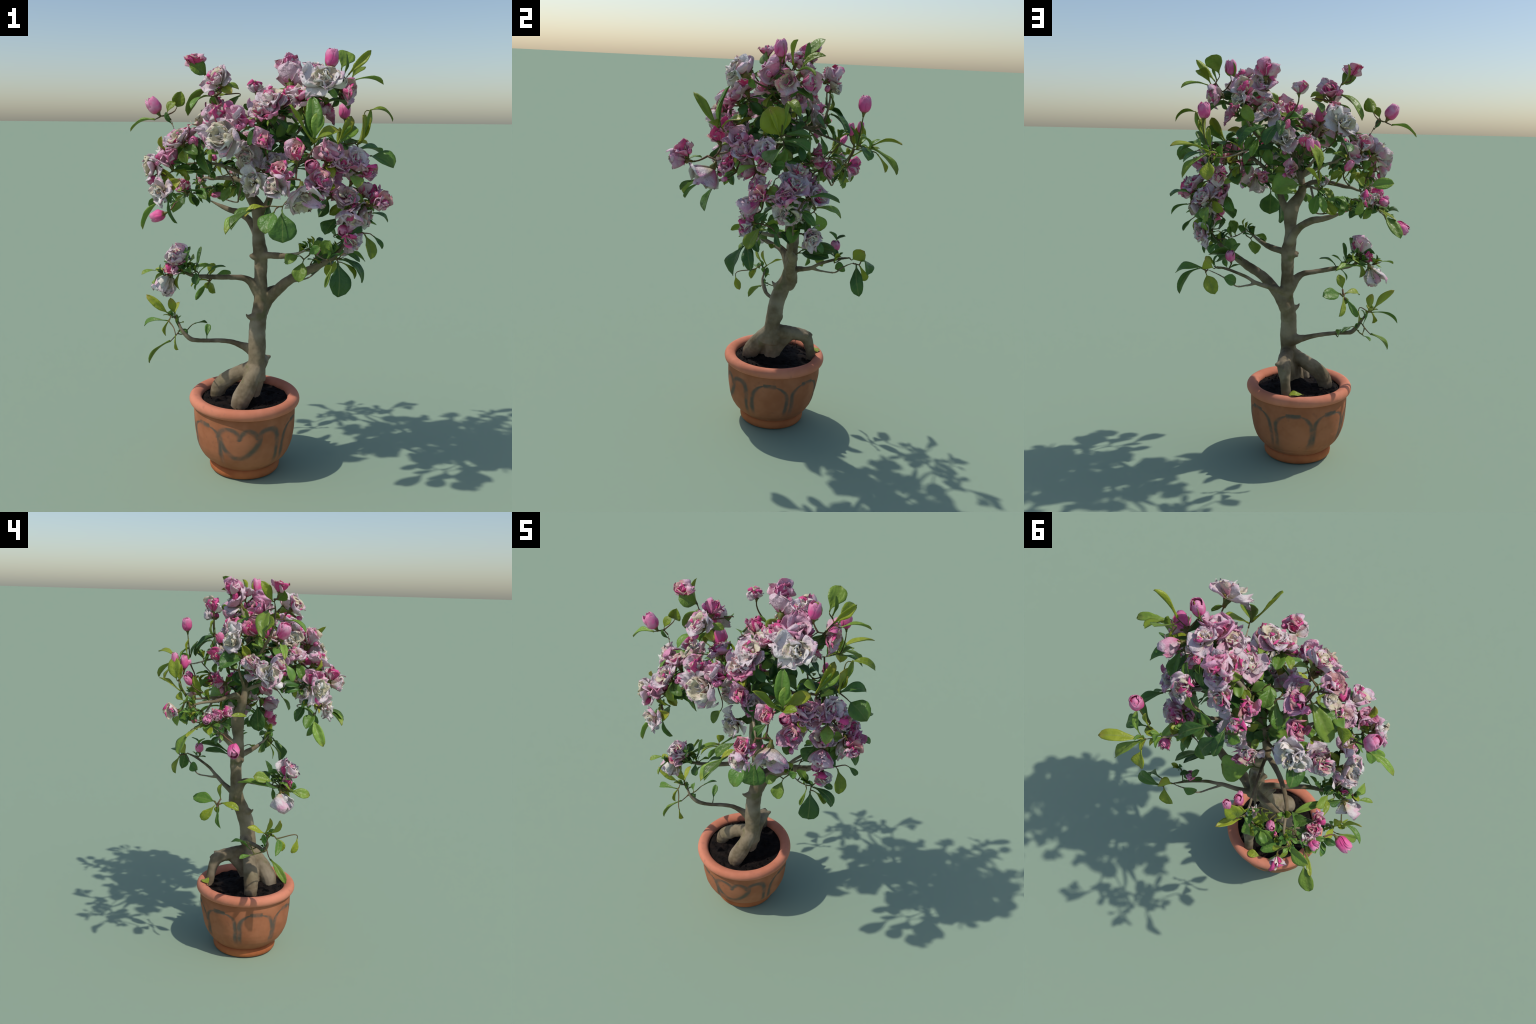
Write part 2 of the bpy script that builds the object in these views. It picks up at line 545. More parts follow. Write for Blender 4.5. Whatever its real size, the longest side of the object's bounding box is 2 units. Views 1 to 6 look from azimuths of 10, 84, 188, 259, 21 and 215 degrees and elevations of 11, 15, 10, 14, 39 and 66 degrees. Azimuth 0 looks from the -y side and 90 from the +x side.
# ------------------------------------------------------------------ trunk, roots and thick branches
LIMBS = {  # rows: x, y, z, radius
    "trunk": [
        [(-.004, -.004, .46, .046), (-.003, -.002, .50, .042), (-.005, .003, .55, .0395), (-.006, .012, .62, .0425), (-.007, .019, .67, .042),
         (-.007, .032, .72, .041), (-.004, .050, .77, .039), (.0, .069, .82, .035), (0, .08, .87, .033), (-.002, .085, .92, .032), (-.003, .086, .97, .031),
         (-.003, .087, 1.02, .032), (-.004, .081, 1.065, .0365), (-.012, .078, 1.11, .031), (-.014, .079, 1.17, .029), (-.010, .083, 1.22, .032),
         (-.014, .085, 1.27, .036), (-.03, .08, 1.305, .030), (-.05, .075, 1.335, .026), (-.065, .068, 1.37, .022)],
        [(.028, .10, .81, .018), (.034, .118, .81, .008)],
        [(-.02, .07, 1.05, .024), (-.045, .06, 1.055, .012), (-.052, .055, 1.057, .006)],
        [(-.03, .02, .765, .022), (-.05, .005, .772, .009), (-.058, -.004, .785, .004)],
        [(-.055, .085, 1.045, .006), (-.02, .085, 1.055, .020)],
    ],
    "root": [
        [(-.004, -.004, .53, .038), (-.012, -.025, .502, .041), (-.026, -.052, .468, .042), (-.045, -.078, .428, .045), (-.064, -.096, .390, .045), (-.074, -.105, .345, .039), (-.078, -.11, .31, .03)],
        [(-.01, .008, .53, .034), (-.05, .013, .506, .036), (-.10, .016, .480, .036), (-.150, .018, .450, .0385), (-.184, .022, .418, .039), (-.202, .026, .38, .037), (-.208, .03, .34, .034), (-.21, .03, .31, .03)],
        [(-.004, .01, .53, .036), (-.003, .06, .522, .037), (-.003, .10, .515, .037), (-.005, .145, .508, .035), (-.010, .183, .492, .034), (-.018, .203, .46, .029), (-.024, .216, .415, .025), (-.03, .228, .36, .024), (-.032, .232, .32, .024)],
        [(.01, .17, .51, .018), (.027, .188, .515, .010), (.036, .194, .518, .003)],
        [(-.006, .005, .53, .044), (-.012, .012, .48, .048), (-.02, .012, .43, .044), (-.03, .01, .38, .042), (-.03, .01, .33, .04)],
        [(-.004, .105, .503, .028), (-.008, .075, .480, .034), (-.014, .048, .446, .035), (-.022, .028, .405, .032), (-.03, .018, .35, .03)],
        [(-.008, .185, .505, .022), (-.010, .205, .508, .012), (-.012, .226, .500, .003)],
        [(-.02, -.02, .49, .040), (-.04, -.02, .44, .036), (-.06, -.02, .38, .030), (-.06, -.02, .33, .03)],
    ],
    "branch": [
        [(-.004, .02, .60, .036), (-.030, .028, .602, .034), (-.055, .035, .606, .025), (-.085, .041, .614, .0175), (-.14, .040, .630, .0125), (-.20, .022, .638, .0110), (-.257, .0, .641, .0105), (-.30, -.008, .643, .0105), (-.328, -.011, .648, .012),
         (-.353, -.019, .672, .0105), (-.372, -.022, .70, .008), (-.397, -.01, .742, .006), (-.425, -.03, .768, .004)],
        [(-.01, .08, .875, .031), (-.030, .068, .908, .027), (-.052, .056, .932, .020), (-.08, .04, .95, .015), (-.126, .02, .956, .0135), (-.18, -.015, .962, .013), (-.235, -.045, .968, .011), (-.299, -.067, .975, .009), (-.35, -.09, 1.0, .006)],
        [(-.015, .095, 1.115, .024), (-.035, .13, 1.155, .021), (-.065, .17, 1.197, .019), (-.097, .20, 1.223, .018), (-.14, .217, 1.243, .0165), (-.18, .226, 1.251, .0145), (-.235, .24, 1.270, .010), (-.29, .249, 1.294, .004)],
        [(.0, .075, .775, .034), (.024, .09, .825, .031), (.06, .075, .87, .027), (.095, .068, .907, .026), (.14, .067, .945, .0245), (.18, .065, .968, .023), (.218, .06, .99, .0215), (.283, .035, 1.028, .016), (.345, .03, 1.07, .011), (.40, .03, 1.14, .008), (.44, .02, 1.22, .007), (.46, .0, 1.30, .006)],
        [(.0, .09, .855, .02), (.031, .117, .878, .0155), (.085, .143, .895, .0125), (.14, .167, .917, .0115), (.17, .19, .942, .009), (.202, .212, .963, .0085), (.262, .272, 1.0, .0075), (.302, .32, 1.018, .005)],
        [(.14, .167, .915, .008), (.18, .22, .913, .006), (.217, .271, .919, .0055), (.26, .295, .955, .0045), (.296, .314, .981, .004), (.344, .327, 1.004, .0035)],
        [(.0, .07, 1.055, .025), (.031, .054, 1.062, .018), (.08, .02, 1.068, .0165), (.13, -.03, 1.078, .0135), (.183, -.085, 1.098, .009), (.220, -.12, 1.118, .006), (.250, -.138, 1.128, .0045), (.307, -.153, 1.097, .0045), (.345, -.156, 1.087, .004)],
        [(-.01, .085, 1.25, .026), (.02, .078, 1.29, .018), (.04, .06, 1.33, .016), (.06, .03, 1.38, .014), (.11, .0, 1.44, .012), (.18, -.03, 1.5, .010), (.27, -.05, 1.53, .008), (.40, -.06, 1.555, .005)],
        [(-.05, .072, 1.335, .024), (-.065, .068, 1.37, .020), (-.055, .055, 1.43, .017), (-.03, .045, 1.50, .015), (.02, .03, 1.62, .013), (.07, .03, 1.74, .010), (.11, .06, 1.84, .007)],
        [(-.05, .072, 1.345, .018), (-.08, .09, 1.39, .014), (-.13, .115, 1.415, .0125), (-.21, .165, 1.415, .011), (-.283, .235, 1.405, .009), (-.315, .295, 1.405, .0075), (-.345, .345, 1.398, .006), (-.39, .37, 1.39, .004)],
        [(-.12, .22, 1.40, .007), (-.15, .28, 1.31, .006), (-.166, .30, 1.283, .005), (-.25, .33, 1.30, .0045), (-.344, .358, 1.333, .004), (-.40, .30, 1.32, .004), (-.466, .225, 1.278, .003)],
        [(-.03, .045, 1.48, .012), (-.10, .0, 1.60, .010), (-.16, -.05, 1.72, .008), (-.20, -.06, 1.82, .006), (-.235, -.045, 1.89, .004)],
        [(-.05, .05, 1.43, .012), (-.12, -.02, 1.47, .010), (-.20, -.11, 1.50, .008), (-.30, -.18, 1.495, .006), (-.38, -.22, 1.45, .004)],
        [(-.2, -.11, 1.50, .007), (-.30, -.12, 1.56, .005), (-.37, -.07, 1.63, .004), (-.405, -.03, 1.69, .0035)],
        [(-.03, .045, 1.46, .012), (.03, -.08, 1.49, .010), (.10, -.22, 1.48, .008), (.17, -.36, 1.46, .005)],
        [(.01, .035, 1.58, .011), (.07, .10, 1.60, .009), (.14, .17, 1.62, .0075), (.20, .19, 1.72, .006), (.21, .19, 1.80, .004)],
        [(.07, .10, 1.60, .008), (.18, .22, 1.56, .006), (.26, .30, 1.53, .005), (.335, .365, 1.53, .0035)],
        [(.05, .03, 1.70, .009), (.16, -.04, 1.76, .0075), (.26, -.10, 1.80, .006), (.34, -.06, 1.86, .004)],
        [(.05, .03, 1.66, .008), (.06, -.10, 1.69, .006), (.08, -.20, 1.73, .004)],
        [(.18, -.03, 1.5, .008), (.24, -.18, 1.54, .006), (.275, -.29, 1.585, .004)],
        [(.27, -.05, 1.53, .007), (.37, .0, 1.58, .0055), (.43, -.04, 1.595, .004)],
        [(-.08, .09, 1.39, .009), (-.12, .22, 1.40, .007), (-.165, .35, 1.405, .0055), (-.175, .41, 1.49, .004)],
        [(-.055, .055, 1.43, .010), (-.13, .10, 1.53, .007), (-.19, .11, 1.58, .004)],
    ],
}
g = Geo()
SKEL = []           # (label, point, radius)
for label, group in LIMBS.items():
    for gi, rows in enumerate(group):
        P = catmull(rows, 8)
        P[:, 3] = np.maximum(P[:, 3], 0.003)
        SKEL += [(label, p[:3].copy(), p[3]) for p in P]
        vs, fs = tube(P, 14, 0.06, gi * 3.1)
        g.add(vs, fs)
raw = bpy.data.objects.new("raw_wood", mesh_from("raw_wood", g.v, g.f))
COL.objects.link(raw)
md = raw.modifiers.new("fuse", "REMESH"); md.mode = "VOXEL"; md.voxel_size = 0.0042; md.use_smooth_shade = True
md = raw.modifiers.new("soften", "SMOOTH"); md.factor = 0.5; md.iterations = 5
dg = bpy.context.evaluated_depsgraph_get()
dg.update()
wood = bpy.data.meshes.new_from_object(raw.evaluated_get(dg))
bpy.data.objects.remove(raw)
nv = len(wood.vertices)
co = np.empty(nv * 3); wood.vertices.foreach_get("co", co); co = co.reshape(-1, 3)
no = np.empty(nv * 3); wood.vertex_normals.foreach_get("vector", no); no = no.reshape(-1, 3)
SP = np.array([s[1] for s in SKEL]); SR = np.array([s[2] for s in SKEL])
SL = np.array([list(LIMBS).index(s[0]) for s in SKEL])
lab = np.empty(nv, int); rad = np.empty(nv)
for i in range(0, nv, 4000):
    d = np.linalg.norm(co[i:i + 4000, None] - SP[None], axis=2) - SR[None]
    j = d.argmin(1); lab[i:i + 4000] = SL[j]; rad[i:i + 4000] = SR[j]
for i in range(nv):      # lumps of old bark
    p = co[i]
    a = mnoise.noise(V(p * 17)) * 0.0026 + mnoise.noise(V((p[0] * 55, p[1] * 55, p[2] * 12))) * 0.0013 + mnoise.noise(V(p * 60)) * 0.0005
    co[i] = p + no[i] * a * min(1.0, rad[i] / 0.022)
wood.vertices.foreach_set("co", co.ravel()); wood.update()
wood.vertex_normals.foreach_get("vector", nn := np.empty(nv * 3)); nn = nn.reshape(-1, 3)
polys = [tuple(p.vertices) for p in wood.polygons]
for li, label in enumerate(LIMBS):
    sel = [f for f in polys if np.bincount(lab[list(f)], minlength=3).argmax() == li]
    used = sorted({i for f in sel for i in f}); remap = {k: n for n, k in enumerate(used)}
    me = mesh_from(label, co[used], [[remap[i] for i in f] for f in sel], [BARK])
    me.normals_split_custom_set_from_vertices([tuple(n) for n in nn[used]])
    add_obj(label, me, TREE)
bpy.data.meshes.remove(wood)

# ------------------------------------------------------------------ petal, ruffle, bud and leaf templates
def petal_mesh(name, width, cup, curl, ruffle, seed, thick=0.035, notch=0.06, nu=8, nv=9):
    def f(u, v):
        w = width * (0.16 + 0.84 * math.sin(min(v * 1.08, 1) ** 0.85 * math.pi * 0.60)) * (1 if v < 0.62 else math.sqrt(max(0.06, 1 - ((v - 0.62) / 0.392) ** 2)))
        x = u * w
        y = v * (1 - 0.10 * u * u * v) - notch * v ** 6 * max(0, 1 - abs(u) * 3)
        z = curl * v * v + cup * (u * u) * w * 1.6 * (0.4 + 0.6 * math.sin(v * math.pi))
        rf = ruffle * v * v * (0.35 + abs(u))
        z += rf * (mnoise.noise(V((u * 1.8 + seed, v * 2.2, seed * 1.7))) * 1.3)
        y += rf * 0.8 * mnoise.noise(V((u * 2.6 + seed, 7.1, seed)))
        x += rf * 0.5 * mnoise.noise(V((u * 1.3, v * 3 + seed, 3.3)))
        return (x, y, z)
    vs, fs, ms = sheet(f, nu, nv, thick)
    return vs, fs, ms


OUTER_MESH = []
for i in range(10):
    vs, fs, ms = petal_mesh("petal", rng.uniform(0.50, 0.68), rng.uniform(0.15, 0.50), rng.uniform(-0.05, 0.20), rng.uniform(0.20, 0.42), i * 3.7 + 1, nu=10, nv=11)
    OUTER_MESH.append(mesh_from("petal", vs, fs, PETAL["blush"], ms))


def tilt(az, elev, roll=0.0):
    """Local petal frame: length along direction (az, elev), face toward +Z of the flower."""
    return Matrix.Rotation(az, 4, "Z") @ Matrix.Rotation(elev, 4, "X") @ Matrix.Rotation(roll, 4, "Y")


def ruffle_mesh(ring, el0, n, lo, hi, spread, seed):
    """Second ring of broad petals plus n small crumpled ones in the heart of the flower."""
    r = random.Random(seed)
    g = Geo()
    a0 = r.uniform(0, 6.28)
    for i in range(ring):
        vs, fs, ms = petal_mesh("r", r.uniform(0.46, 0.62), r.uniform(0.25, 0.6), r.uniform(-0.05, 0.2), r.uniform(0.2, 0.36), seed + i * 2.3, 0.04, 0.08, 8, 8)
        M = tilt(a0 + i * 6.283 / ring + r.uniform(-.3, .3), math.radians(el0 + r.uniform(-18, 18)), r.uniform(-.7, .7)) @ Matrix.Scale(r.uniform(0.82, 1.05), 4)
        g.add(vs, fs, ms, M)
    for i in range(n):
        k = i / n
        L = lo + (hi - lo) * (1 - k) * r.uniform(0.75, 1.25)
        vs, fs, ms = petal_mesh("r", r.uniform(0.34, 0.55), r.uniform(0.3, 0.8), r.uniform(-0.1, 0.35), r.uniform(0.25, 0.5), seed + i * 1.9, 0.06, 0.1, 6, 7)
        el = math.radians(48 + 32 * k + r.uniform(-22, 22))
        off = V((r.uniform(-1, 1), r.uniform(-1, 1), r.uniform(-.3, .6))) * spread * 1.3 * (0.4 + 0.6 * (1 - k))
        M = Matrix.Translation(off) @ tilt(r.uniform(0, 6.28), el, r.uniform(-1.6, 1.6)) @ Matrix.Scale(L, 4)
        g.add(vs, fs, 2, M)
    return mesh_from("inner_petals", g.v, g.f, [*PETAL["blush"], INNER["blush"]], g.m)


RUFFLE = {
    "double": [ruffle_mesh(4, 44, 8, 0.45, 0.80, 0.18, 100 + i * 31) for i in range(5)],
    "cup": [ruffle_mesh(3, 64, 2, 0.35, 0.5, 0.1, 300 + i * 31) for i in range(2)],
    "half": [ruffle_mesh(4, 72, 5, 0.7, 1.0, 0.12, 500 + i * 31) for i in range(3)],
    "skirt": [ruffle_mesh(4, 58, 9, 0.5, 0.8, 0.16, 700 + i * 31) for i in range(2)],
}


def stamen_mesh(seed):
    r = random.Random(seed)
    g = Geo()
    for i in range(14):
        a, t = r.uniform(0, 6.28), r.uniform(0.05, 0.55)
        d = V((math.cos(a) * t, math.sin(a) * t, 1)).normalized()
        L = r.uniform(0.36, 0.55)
        vs, fs = tube([(*(d * k * L), 0.012) for k in (0, 0.5, 1)], 5)
        g.add(vs, fs)
        tip = d * L
        vs, fs = tube([(*(tip - d * 0.03), 0.012), (*tip, 0.034), (*(tip + d * 0.035), 0.012)], 6)
        g.add(vs, fs)
    return mesh_from("stamens", g.v, g.f, [STAMEN])


STAMENS = [stamen_mesh(5), stamen_mesh(11)]


def bud_mesh(seed, openness):
    """Closed bud: overlapping petals wound round an egg, unit half height, +Z to the tip."""
    r = random.Random(seed)
    g = Geo()
    for i in range(7):
        layer = i // 3
        a0 = i * 2.25 + r.uniform(-.2, .2)
        span = 1.35 - 0.2 * layer
        top = 0.86 + 0.10 * layer + r.uniform(-.08, .05) if layer < 2 else 1.0
        R0 = 0.74 - 0.055 * layer
        lean = r.uniform(0.0, 0.10) + openness * r.uniform(0.1, 0.4)
        def f(u, v, a0=a0, span=span, top=top, R0=R0, lean=lean, sd=seed + i):
            z = -1 + v * (1 + top)
            e = math.sqrt(max(0.0, 1 - ((z + 0.12) / (1.22 if z > -0.12 else 0.92)) ** 2))
            rr = R0 * max(e, 0.06) + lean * max(0, v - 0.45) ** 1.4
            sp = span * (0.35 + 0.65 * math.sin(min(1, v * 1.05) * math.pi * 0.72 + 0.35))
            if v > 0.75:
                sp *= 1 - 0.75 * ((v - 0.75) / 0.25) ** 2
            an = a0 + u * sp + 0.35 * v
            rr *= 1 + 0.05 * u + 0.20 * mnoise.noise(V((u * 1.4 + sd, v * 1.7, sd)))
            return (rr * math.cos(an), rr * math.sin(an), z + 0.14 * v * mnoise.noise(V((u * 3, sd, v))))
        vs, fs, ms = sheet(f, 9, 10, 0.06)
        g.add(vs, fs, 0)
    vs, fs = tube([(0, 0, -0.98, .2), (0, 0, -.75, .42), (0, 0, -.35, .60), (0, 0, .1, .60), (0, 0, .5, .45), (0, 0, .8, .2)], 12)
    g.add(vs, fs)
    return mesh_from("bud", g.v, g.f, [BUD_MAT])


BUDS = [bud_mesh(3, 0.15), bud_mesh(17, 0.9), bud_mesh(29, 0.6), bud_mesh(41, 1.0)]


def calyx_mesh(n, L, open_deg, seed):
    r = random.Random(seed)
    g = Geo()
    for i in range(n):
        vs, fs, ms = petal_mesh("s", 0.26, 0.3, 0.12, 0.2, seed + i, 0.05, -0.1, 4, 5)
        M = tilt(i * 6.283 / n + r.uniform(-.2, .2), math.radians(open_deg + r.uniform(-10, 15))) @ Matrix.Scale(L * r.uniform(.8, 1.15), 4)
        g.add(vs, fs, 0, M)
    vs, fs = tube([(0, 0, -0.42, .09), (0, 0, -.2, .13), (0, 0, -.02, .22), (0, 0, .06, .16)], 10)
    g.add(vs, fs)
    return mesh_from("calyx", g.v, g.f, [SEPAL])


CALYX_BUD = [calyx_mesh(5, 0.72, 62, 3), calyx_mesh(5, 0.62, 55, 9)]
CALYX_FLOWER = [calyx_mesh(5, 0.40, 15, 4), calyx_mesh(5, 0.45, 5, 8)]

LEAF_CACHE = {}


def leaf_mesh(ratio, bend, fold, variant):
    """Blade from (0,0,0) to (0,1,0), face +Z; bend arches it, fold closes it on the midrib."""
    key = (round(ratio, 1), round(bend, 1), round(fold, 1), variant)
    if key in LEAF_CACHE:
        return LEAF_CACHE[key]
    ratio, bend, fold, variant = key
    sd = variant * 5.3
    def f(u, v):
        tt = max(0.0, (v - 0.06) / 0.94)
        w = 0.5 * ratio * (math.sin(math.pi * tt ** (1.05 + 0.22 * variant)) ** (0.95 - 0.50 * tt) if 0 < tt < 1 else 0.0)
        w = max(w, 0.022 if v < 0.9 else 0.006)
        w *= 1 + 0.12 * mnoise.noise(V((v * 5, math.copysign(1, u) * 2 + sd, 1)))
        a = bend * 2.2
        # arc of total angle a with chord on the y axis
        if abs(a) > 1e-3:
            R = 0.5 / math.sin(a / 2)
            th = (v - 0.5) * a
            y = 0.5 + R * math.sin(th); z = R * (math.cos(th) - math.cos(a / 2))
        else:
            y, z = v, 0.0
        x = u * w * math.cos(fold * 0.8)
        z += abs(u) * w * math.sin(fold * 0.8) + 0.09 * u * u * w
        z += 0.06 * (abs(u) + 0.2) * mnoise.noise(V((u * 0.8 + sd, v * 2.4, sd)))
        x += 0.05 * math.sin(v * 3.0 + sd) * v * (1 - v) * 2
        return (x, y, z)
    vs, fs, ms = sheet(f, 6, 12, 0.028, 0, 0)
    LEAF_CACHE[key] = mesh_from("leaf", vs, fs, [LEAF["mid"]], ms)
    return LEAF_CACHE[key]


CENTER = V((0.0, 0.0, 1.5))
LEAVES, ATTACH = [], []


def put_leaf(base, tip, width, hue="mid", normal=None, bend=0.25, fold=0.3, variant=None, attach=True):
    base, tip = V(base), V(tip)
    d = tip - base
    L = d.length
    if normal is None:
        outw = base - CENTER; outw.z *= 0.3
        normal = V((0, 0, 1)) + outw.normalized() * 0.45
    y = d.normalized()
    nz = V(normal)
    z = (nz - y * nz.dot(y))
    if z.length < 1e-3:
        z = y.orthogonal()
    z.normalize()
    x = y.cross(z)
    R = Matrix((x, y, z)).transposed().to_4x4()
    var = rng.randrange(3) if variant is None else variant
    bend += rng.uniform(-.05, .25)
    fold += rng.uniform(0, .35)
    me = leaf_mesh(min(max(width * 1.22 / L, 0.22), 1.15), bend, fold, var)
    o = add_obj("leaf", me, TREE, Matrix.Translation(base) @ R @ Matrix.Scale(L, 4))
    o.material_slots[0].link = "OBJECT"
    o.material_slots[0].material = LEAF[hue]
    LEAVES.append(o)
    if attach:
        ATTACH.append((base, -y, 0.0028))
    return o


FLOWERS = []


def set_mats(o, mats):
    for s, m in zip(o.material_slots, mats):
        s.link = "OBJECT"; s.material = m


def put_bud(pos, R, d, kind=0, stretch=1.0, hue=None):
    d = V(d).normalized()
    rot = frame(d).to_4x4() @ Matrix.Rotation(rng.uniform(0, 6.28), 4, "Z")
    M = Matrix.Translation(V(pos)) @ rot @ Matrix.Diagonal((R * 1.22, R * 1.22, R * 1.15 * stretch, 1))
    b = add_obj("bud", BUDS[kind], TREE, M)
    add_obj("calyx", rng.choice(CALYX_BUD), b, Matrix.Translation((0, 0, -0.98)) @ Matrix.Scale(1.25, 4))
    ATTACH.append((V(pos) - d * R * 1.45 * stretch, -d, 0.0035))
    FLOWERS.append((V(pos), R, d))


def put_flower(pos, R, d, style="double", hue="blush", leaves=2):
    """Flower with its visual centre at pos, facing d, overall radius R."""
    R *= 1.17
    d = V(d).normalized()
    rot = frame(d).to_4x4() @ Matrix.Rotation(rng.uniform(0, 6.28), 4, "Z")
    depth = {"double": 0.40, "cup": 0.62, "half": 0.72, "skirt": 0.6}[style]
    base = V(pos) - d * R * depth
    M = Matrix.Translation(base) @ rot @ Matrix.Scale(R, 4)
    fl = add_obj("flower", rng.choice(CALYX_FLOWER), TREE, M)
    small = R < 0.056
    outer = Geo()
    n, el, L, sp = {"double": (5, 20, 1.10, 14), "cup": (4, 50, 1.28, 12), "half": (4, 58, 1.40, 16), "skirt": (5, 36, 1.28, 13)}[style]
    a0 = rng.uniform(0, 6.28)
    for i in range(n):
        Lr = L * rng.uniform(0.74, 1.20)
        PM = Matrix.Translation(V((rng.uniform(-.05, .05), rng.uniform(-.05, .05), 0.02))) @ \
            tilt(a0 + i * 6.283 / n + rng.uniform(-.4, .4), math.radians(el + rng.uniform(-1.4 * sp, 1.4 * sp)), rng.uniform(-.5, .5)) @ Matrix.Scale(Lr, 4)
        pm = rng.choice(OUTER_MESH)
        if small:
            outer.add([q.co for q in pm.vertices], [tuple(q.vertices) for q in pm.polygons], [q.material_index for q in pm.polygons], PM)
            continue
        p = add_obj("petal", pm, fl, PM)
        h = hue
        if rng.random() < 0.25:
            h = {"white": "blush", "blush": rng.choice(("white", "pink")), "pink": "blush"}[hue]
        set_mats(p, PETAL[h])
    if small:
        q = add_obj("outer_petals", mesh_from("outer_petals", outer.v, outer.f, PETAL[hue], outer.m), fl)
        q["kind"] = "stuff"
    q = add_obj("inner_petals", rng.choice(RUFFLE[style]), fl, Matrix.Translation((0, 0, 0.07)) @ Matrix.Rotation(rng.uniform(0, 6.28), 4, "Z") @ Matrix.Scale({"half": 1.15, "cup": 1.1, "skirt": 1.1}.get(style, 1.0), 4))
    set_mats(q, (*PETAL[hue], INNER[hue])); q["kind"] = "stuff"
    q = add_obj("stamens", rng.choice(STAMENS), fl, Matrix.Translation((0, 0, 0.14)) @ Matrix.Scale(1.15 if style in ("double",) else 0.9, 4))
    q["kind"] = "stuff"
    ATTACH.append((base - d * R * 0.38, -d, 0.004))
    FLOWERS.append((V(pos), R, d))
    for i in range(leaves):
        a = rng.uniform(0, 6.28)
        out = rot @ V((math.cos(a), math.sin(a), rng.uniform(-0.9, -0.1)))
        L = rng.uniform(0.065, 0.10)
        b = base - d * R * 0.3
        put_leaf(b, b + V(out[:3]).normalized() * L, L * rng.uniform(0.42, 0.55), rng.choice(("dark", "mid", "mid", "yellow")), d, rng.uniform(0.1, 0.4), rng.uniform(0.1, 0.5))


# ------------------------------------------------------------------ flowers and buds
F, B = put_flower, put_bud
# top of the crown
F((-.158, -.168, 1.862), .056, (-.35, -.6, .65), "double", "blush")
F((-.177, .013, 1.850), .052, (.2, .5, .75), "cup", "pink")
F((-.285, -.062, 1.955), .040, (-.15, -.1, 1), "half", "pink", 0)
F((-.053, .228, 1.851), .036, (.05, .1, 1), "half", "blush", 0)
F((.117, .108, 1.945), .052, (-.05, .05, 1), "half", "pink", 0)
F((.130, .085, 1.872), .070, (0, .65, .6), "double", "blush")
F((.312, -.245, 1.858), .074, (.05, -.85, .5), "double", "white", 1)
B((.321, -.058, 1.957), .030, (.05, 0, 1), 1, 1.15)
F((.255, -.067, 1.862), .062, (0, -.1, 1), "half", "pink", 1)
F((.244, .020, 1.915), .048, (0, .1, 1), "double", "blush", 0)
F((.210, .200, 1.850), .044, (.1, .7, .6), "half", "blush", 1)
F((.223, .205, 1.790), .038, (.3, .7, .4), "double", "white", 1)
F((.395, -.032, 1.820), .045, (.75, -.5, -.1), "cup", "blush", 1)
F((.375, .065, 1.815), .050, (.5, .7, .1), "cup", "blush", 1)
F((.190, -.090, 1.800), .060, (-.2, -.4, .9), "double", "blush", 2)
F((.089, -.196, 1.782), .062, (-.1, -.4, .9), "double", "blush", 2)
F((.049, -.238, 1.732), .060, (0, -.5, .85), "double", "blush", 2)
F((.150, .0, 1.80), .060, (.1, .1, 1), "double", "pink", 2)
F((.100, -.060, 1.770), .060, (-.2, 0, 1), "double", "blush", 2)
# front face
F((-.105, -.305, 1.618), .082, (-.15, -.92, .2), "skirt", "white", 1)
F((-.046, -.270, 1.700), .054, (.05, -.25, 1), "half", "pink", 0)
F((-.140, -.262, 1.705), .046, (-.2, -.2, 1), "half", "blush", 0)
F((.066, -.274, 1.598), .052, (.1, -.8, .3), "cup", "pink", 1)
F((-.021, -.170, 1.536), .058, (0, -.8, -.2), "double", "white", 1)
F((.014, -.255, 1.430), .062, (-.3, -.85, .05), "double", "white", 1)
F((.150, -.500, 1.435), .058, (-.15, -.95, .05), "cup", "white", 0)
F((.160, -.470, 1.490), .046, (.1, -.35, .9), "half", "pink", 1)
F((.237, -.360, 1.372), .068, (.1, -.45, -.85), "skirt", "white", 1)
F((.205, -.320, 1.565), .046, (0, -.3, .9), "half", "pink", 2)
B((.262, -.225, 1.500), .032, (0, -.8, .3), 1)
F((.300, -.270, 1.440), .055, (.2, -.6, .5), "double", "pink", 1)
F((.330, -.230, 1.560), .052, (.2, -.5, .8), "half", "pink", 2)
F((.300, -.180, 1.420), .055, (.1, -.7, .2), "cup", "blush", 2)
F((.090, -.200, 1.500), .055, (.1, -.6, .6), "double", "blush", 2)
F((.440, -.120, 1.530), .050, (.6, -.5, .4), "half", "blush", 1)
# right side
F((.421, -.170, 1.290), .060, (.1, -.8, -.35), "cup", "blush", 1)
F((.410, -.130, 1.370), .055, (.1, -.7, .6), "double", "blush", 1)
F((.537, -.040, 1.349), .050, (.9, -.2, .35), "half", "pink", 1)
F((.560, -.150, 1.349), .040, (.7, -.5, .3), "half", "pink", 0)
F((.380, -.190, 1.518), .066, (.5, -.4, .6), "double", "pink", 2)
F((.484, .003, 1.385), .060, (.5, .2, .8), "double", "blush", 2)
F((.479, -.004, 1.259), .060, (.85, -.1, -.2), "double", "white", 2)
F((.427, .107, 1.139), .056, (.75, .5, -.15), "double", "white", 2)
F((.400, .060, 1.250), .055, (.4, .7, .1), "double", "white", 1)
F((.420, -.060, 1.330), .055, (.2, -.3, .8), "double", "blush", 1)
B((.250, .258, 1.062), .024, (.1, .1, 1), 0)
F((.437, -.190, 1.185), .042, (.3, -.7, -.3), "half", "blush", 1)
B((.395, -.165, 1.225), .024, (0, -.8, -.4), 1)
F((.498, -.125, 1.480), .040, (.7, -.5, .2), "half", "pink", 1)
F((.410, .120, 1.330), .055, (.6, .6, .5), "double", "blush", 2)
F((.330, .110, 1.360), .055, (.4, .7, .5), "double", "pink", 2)
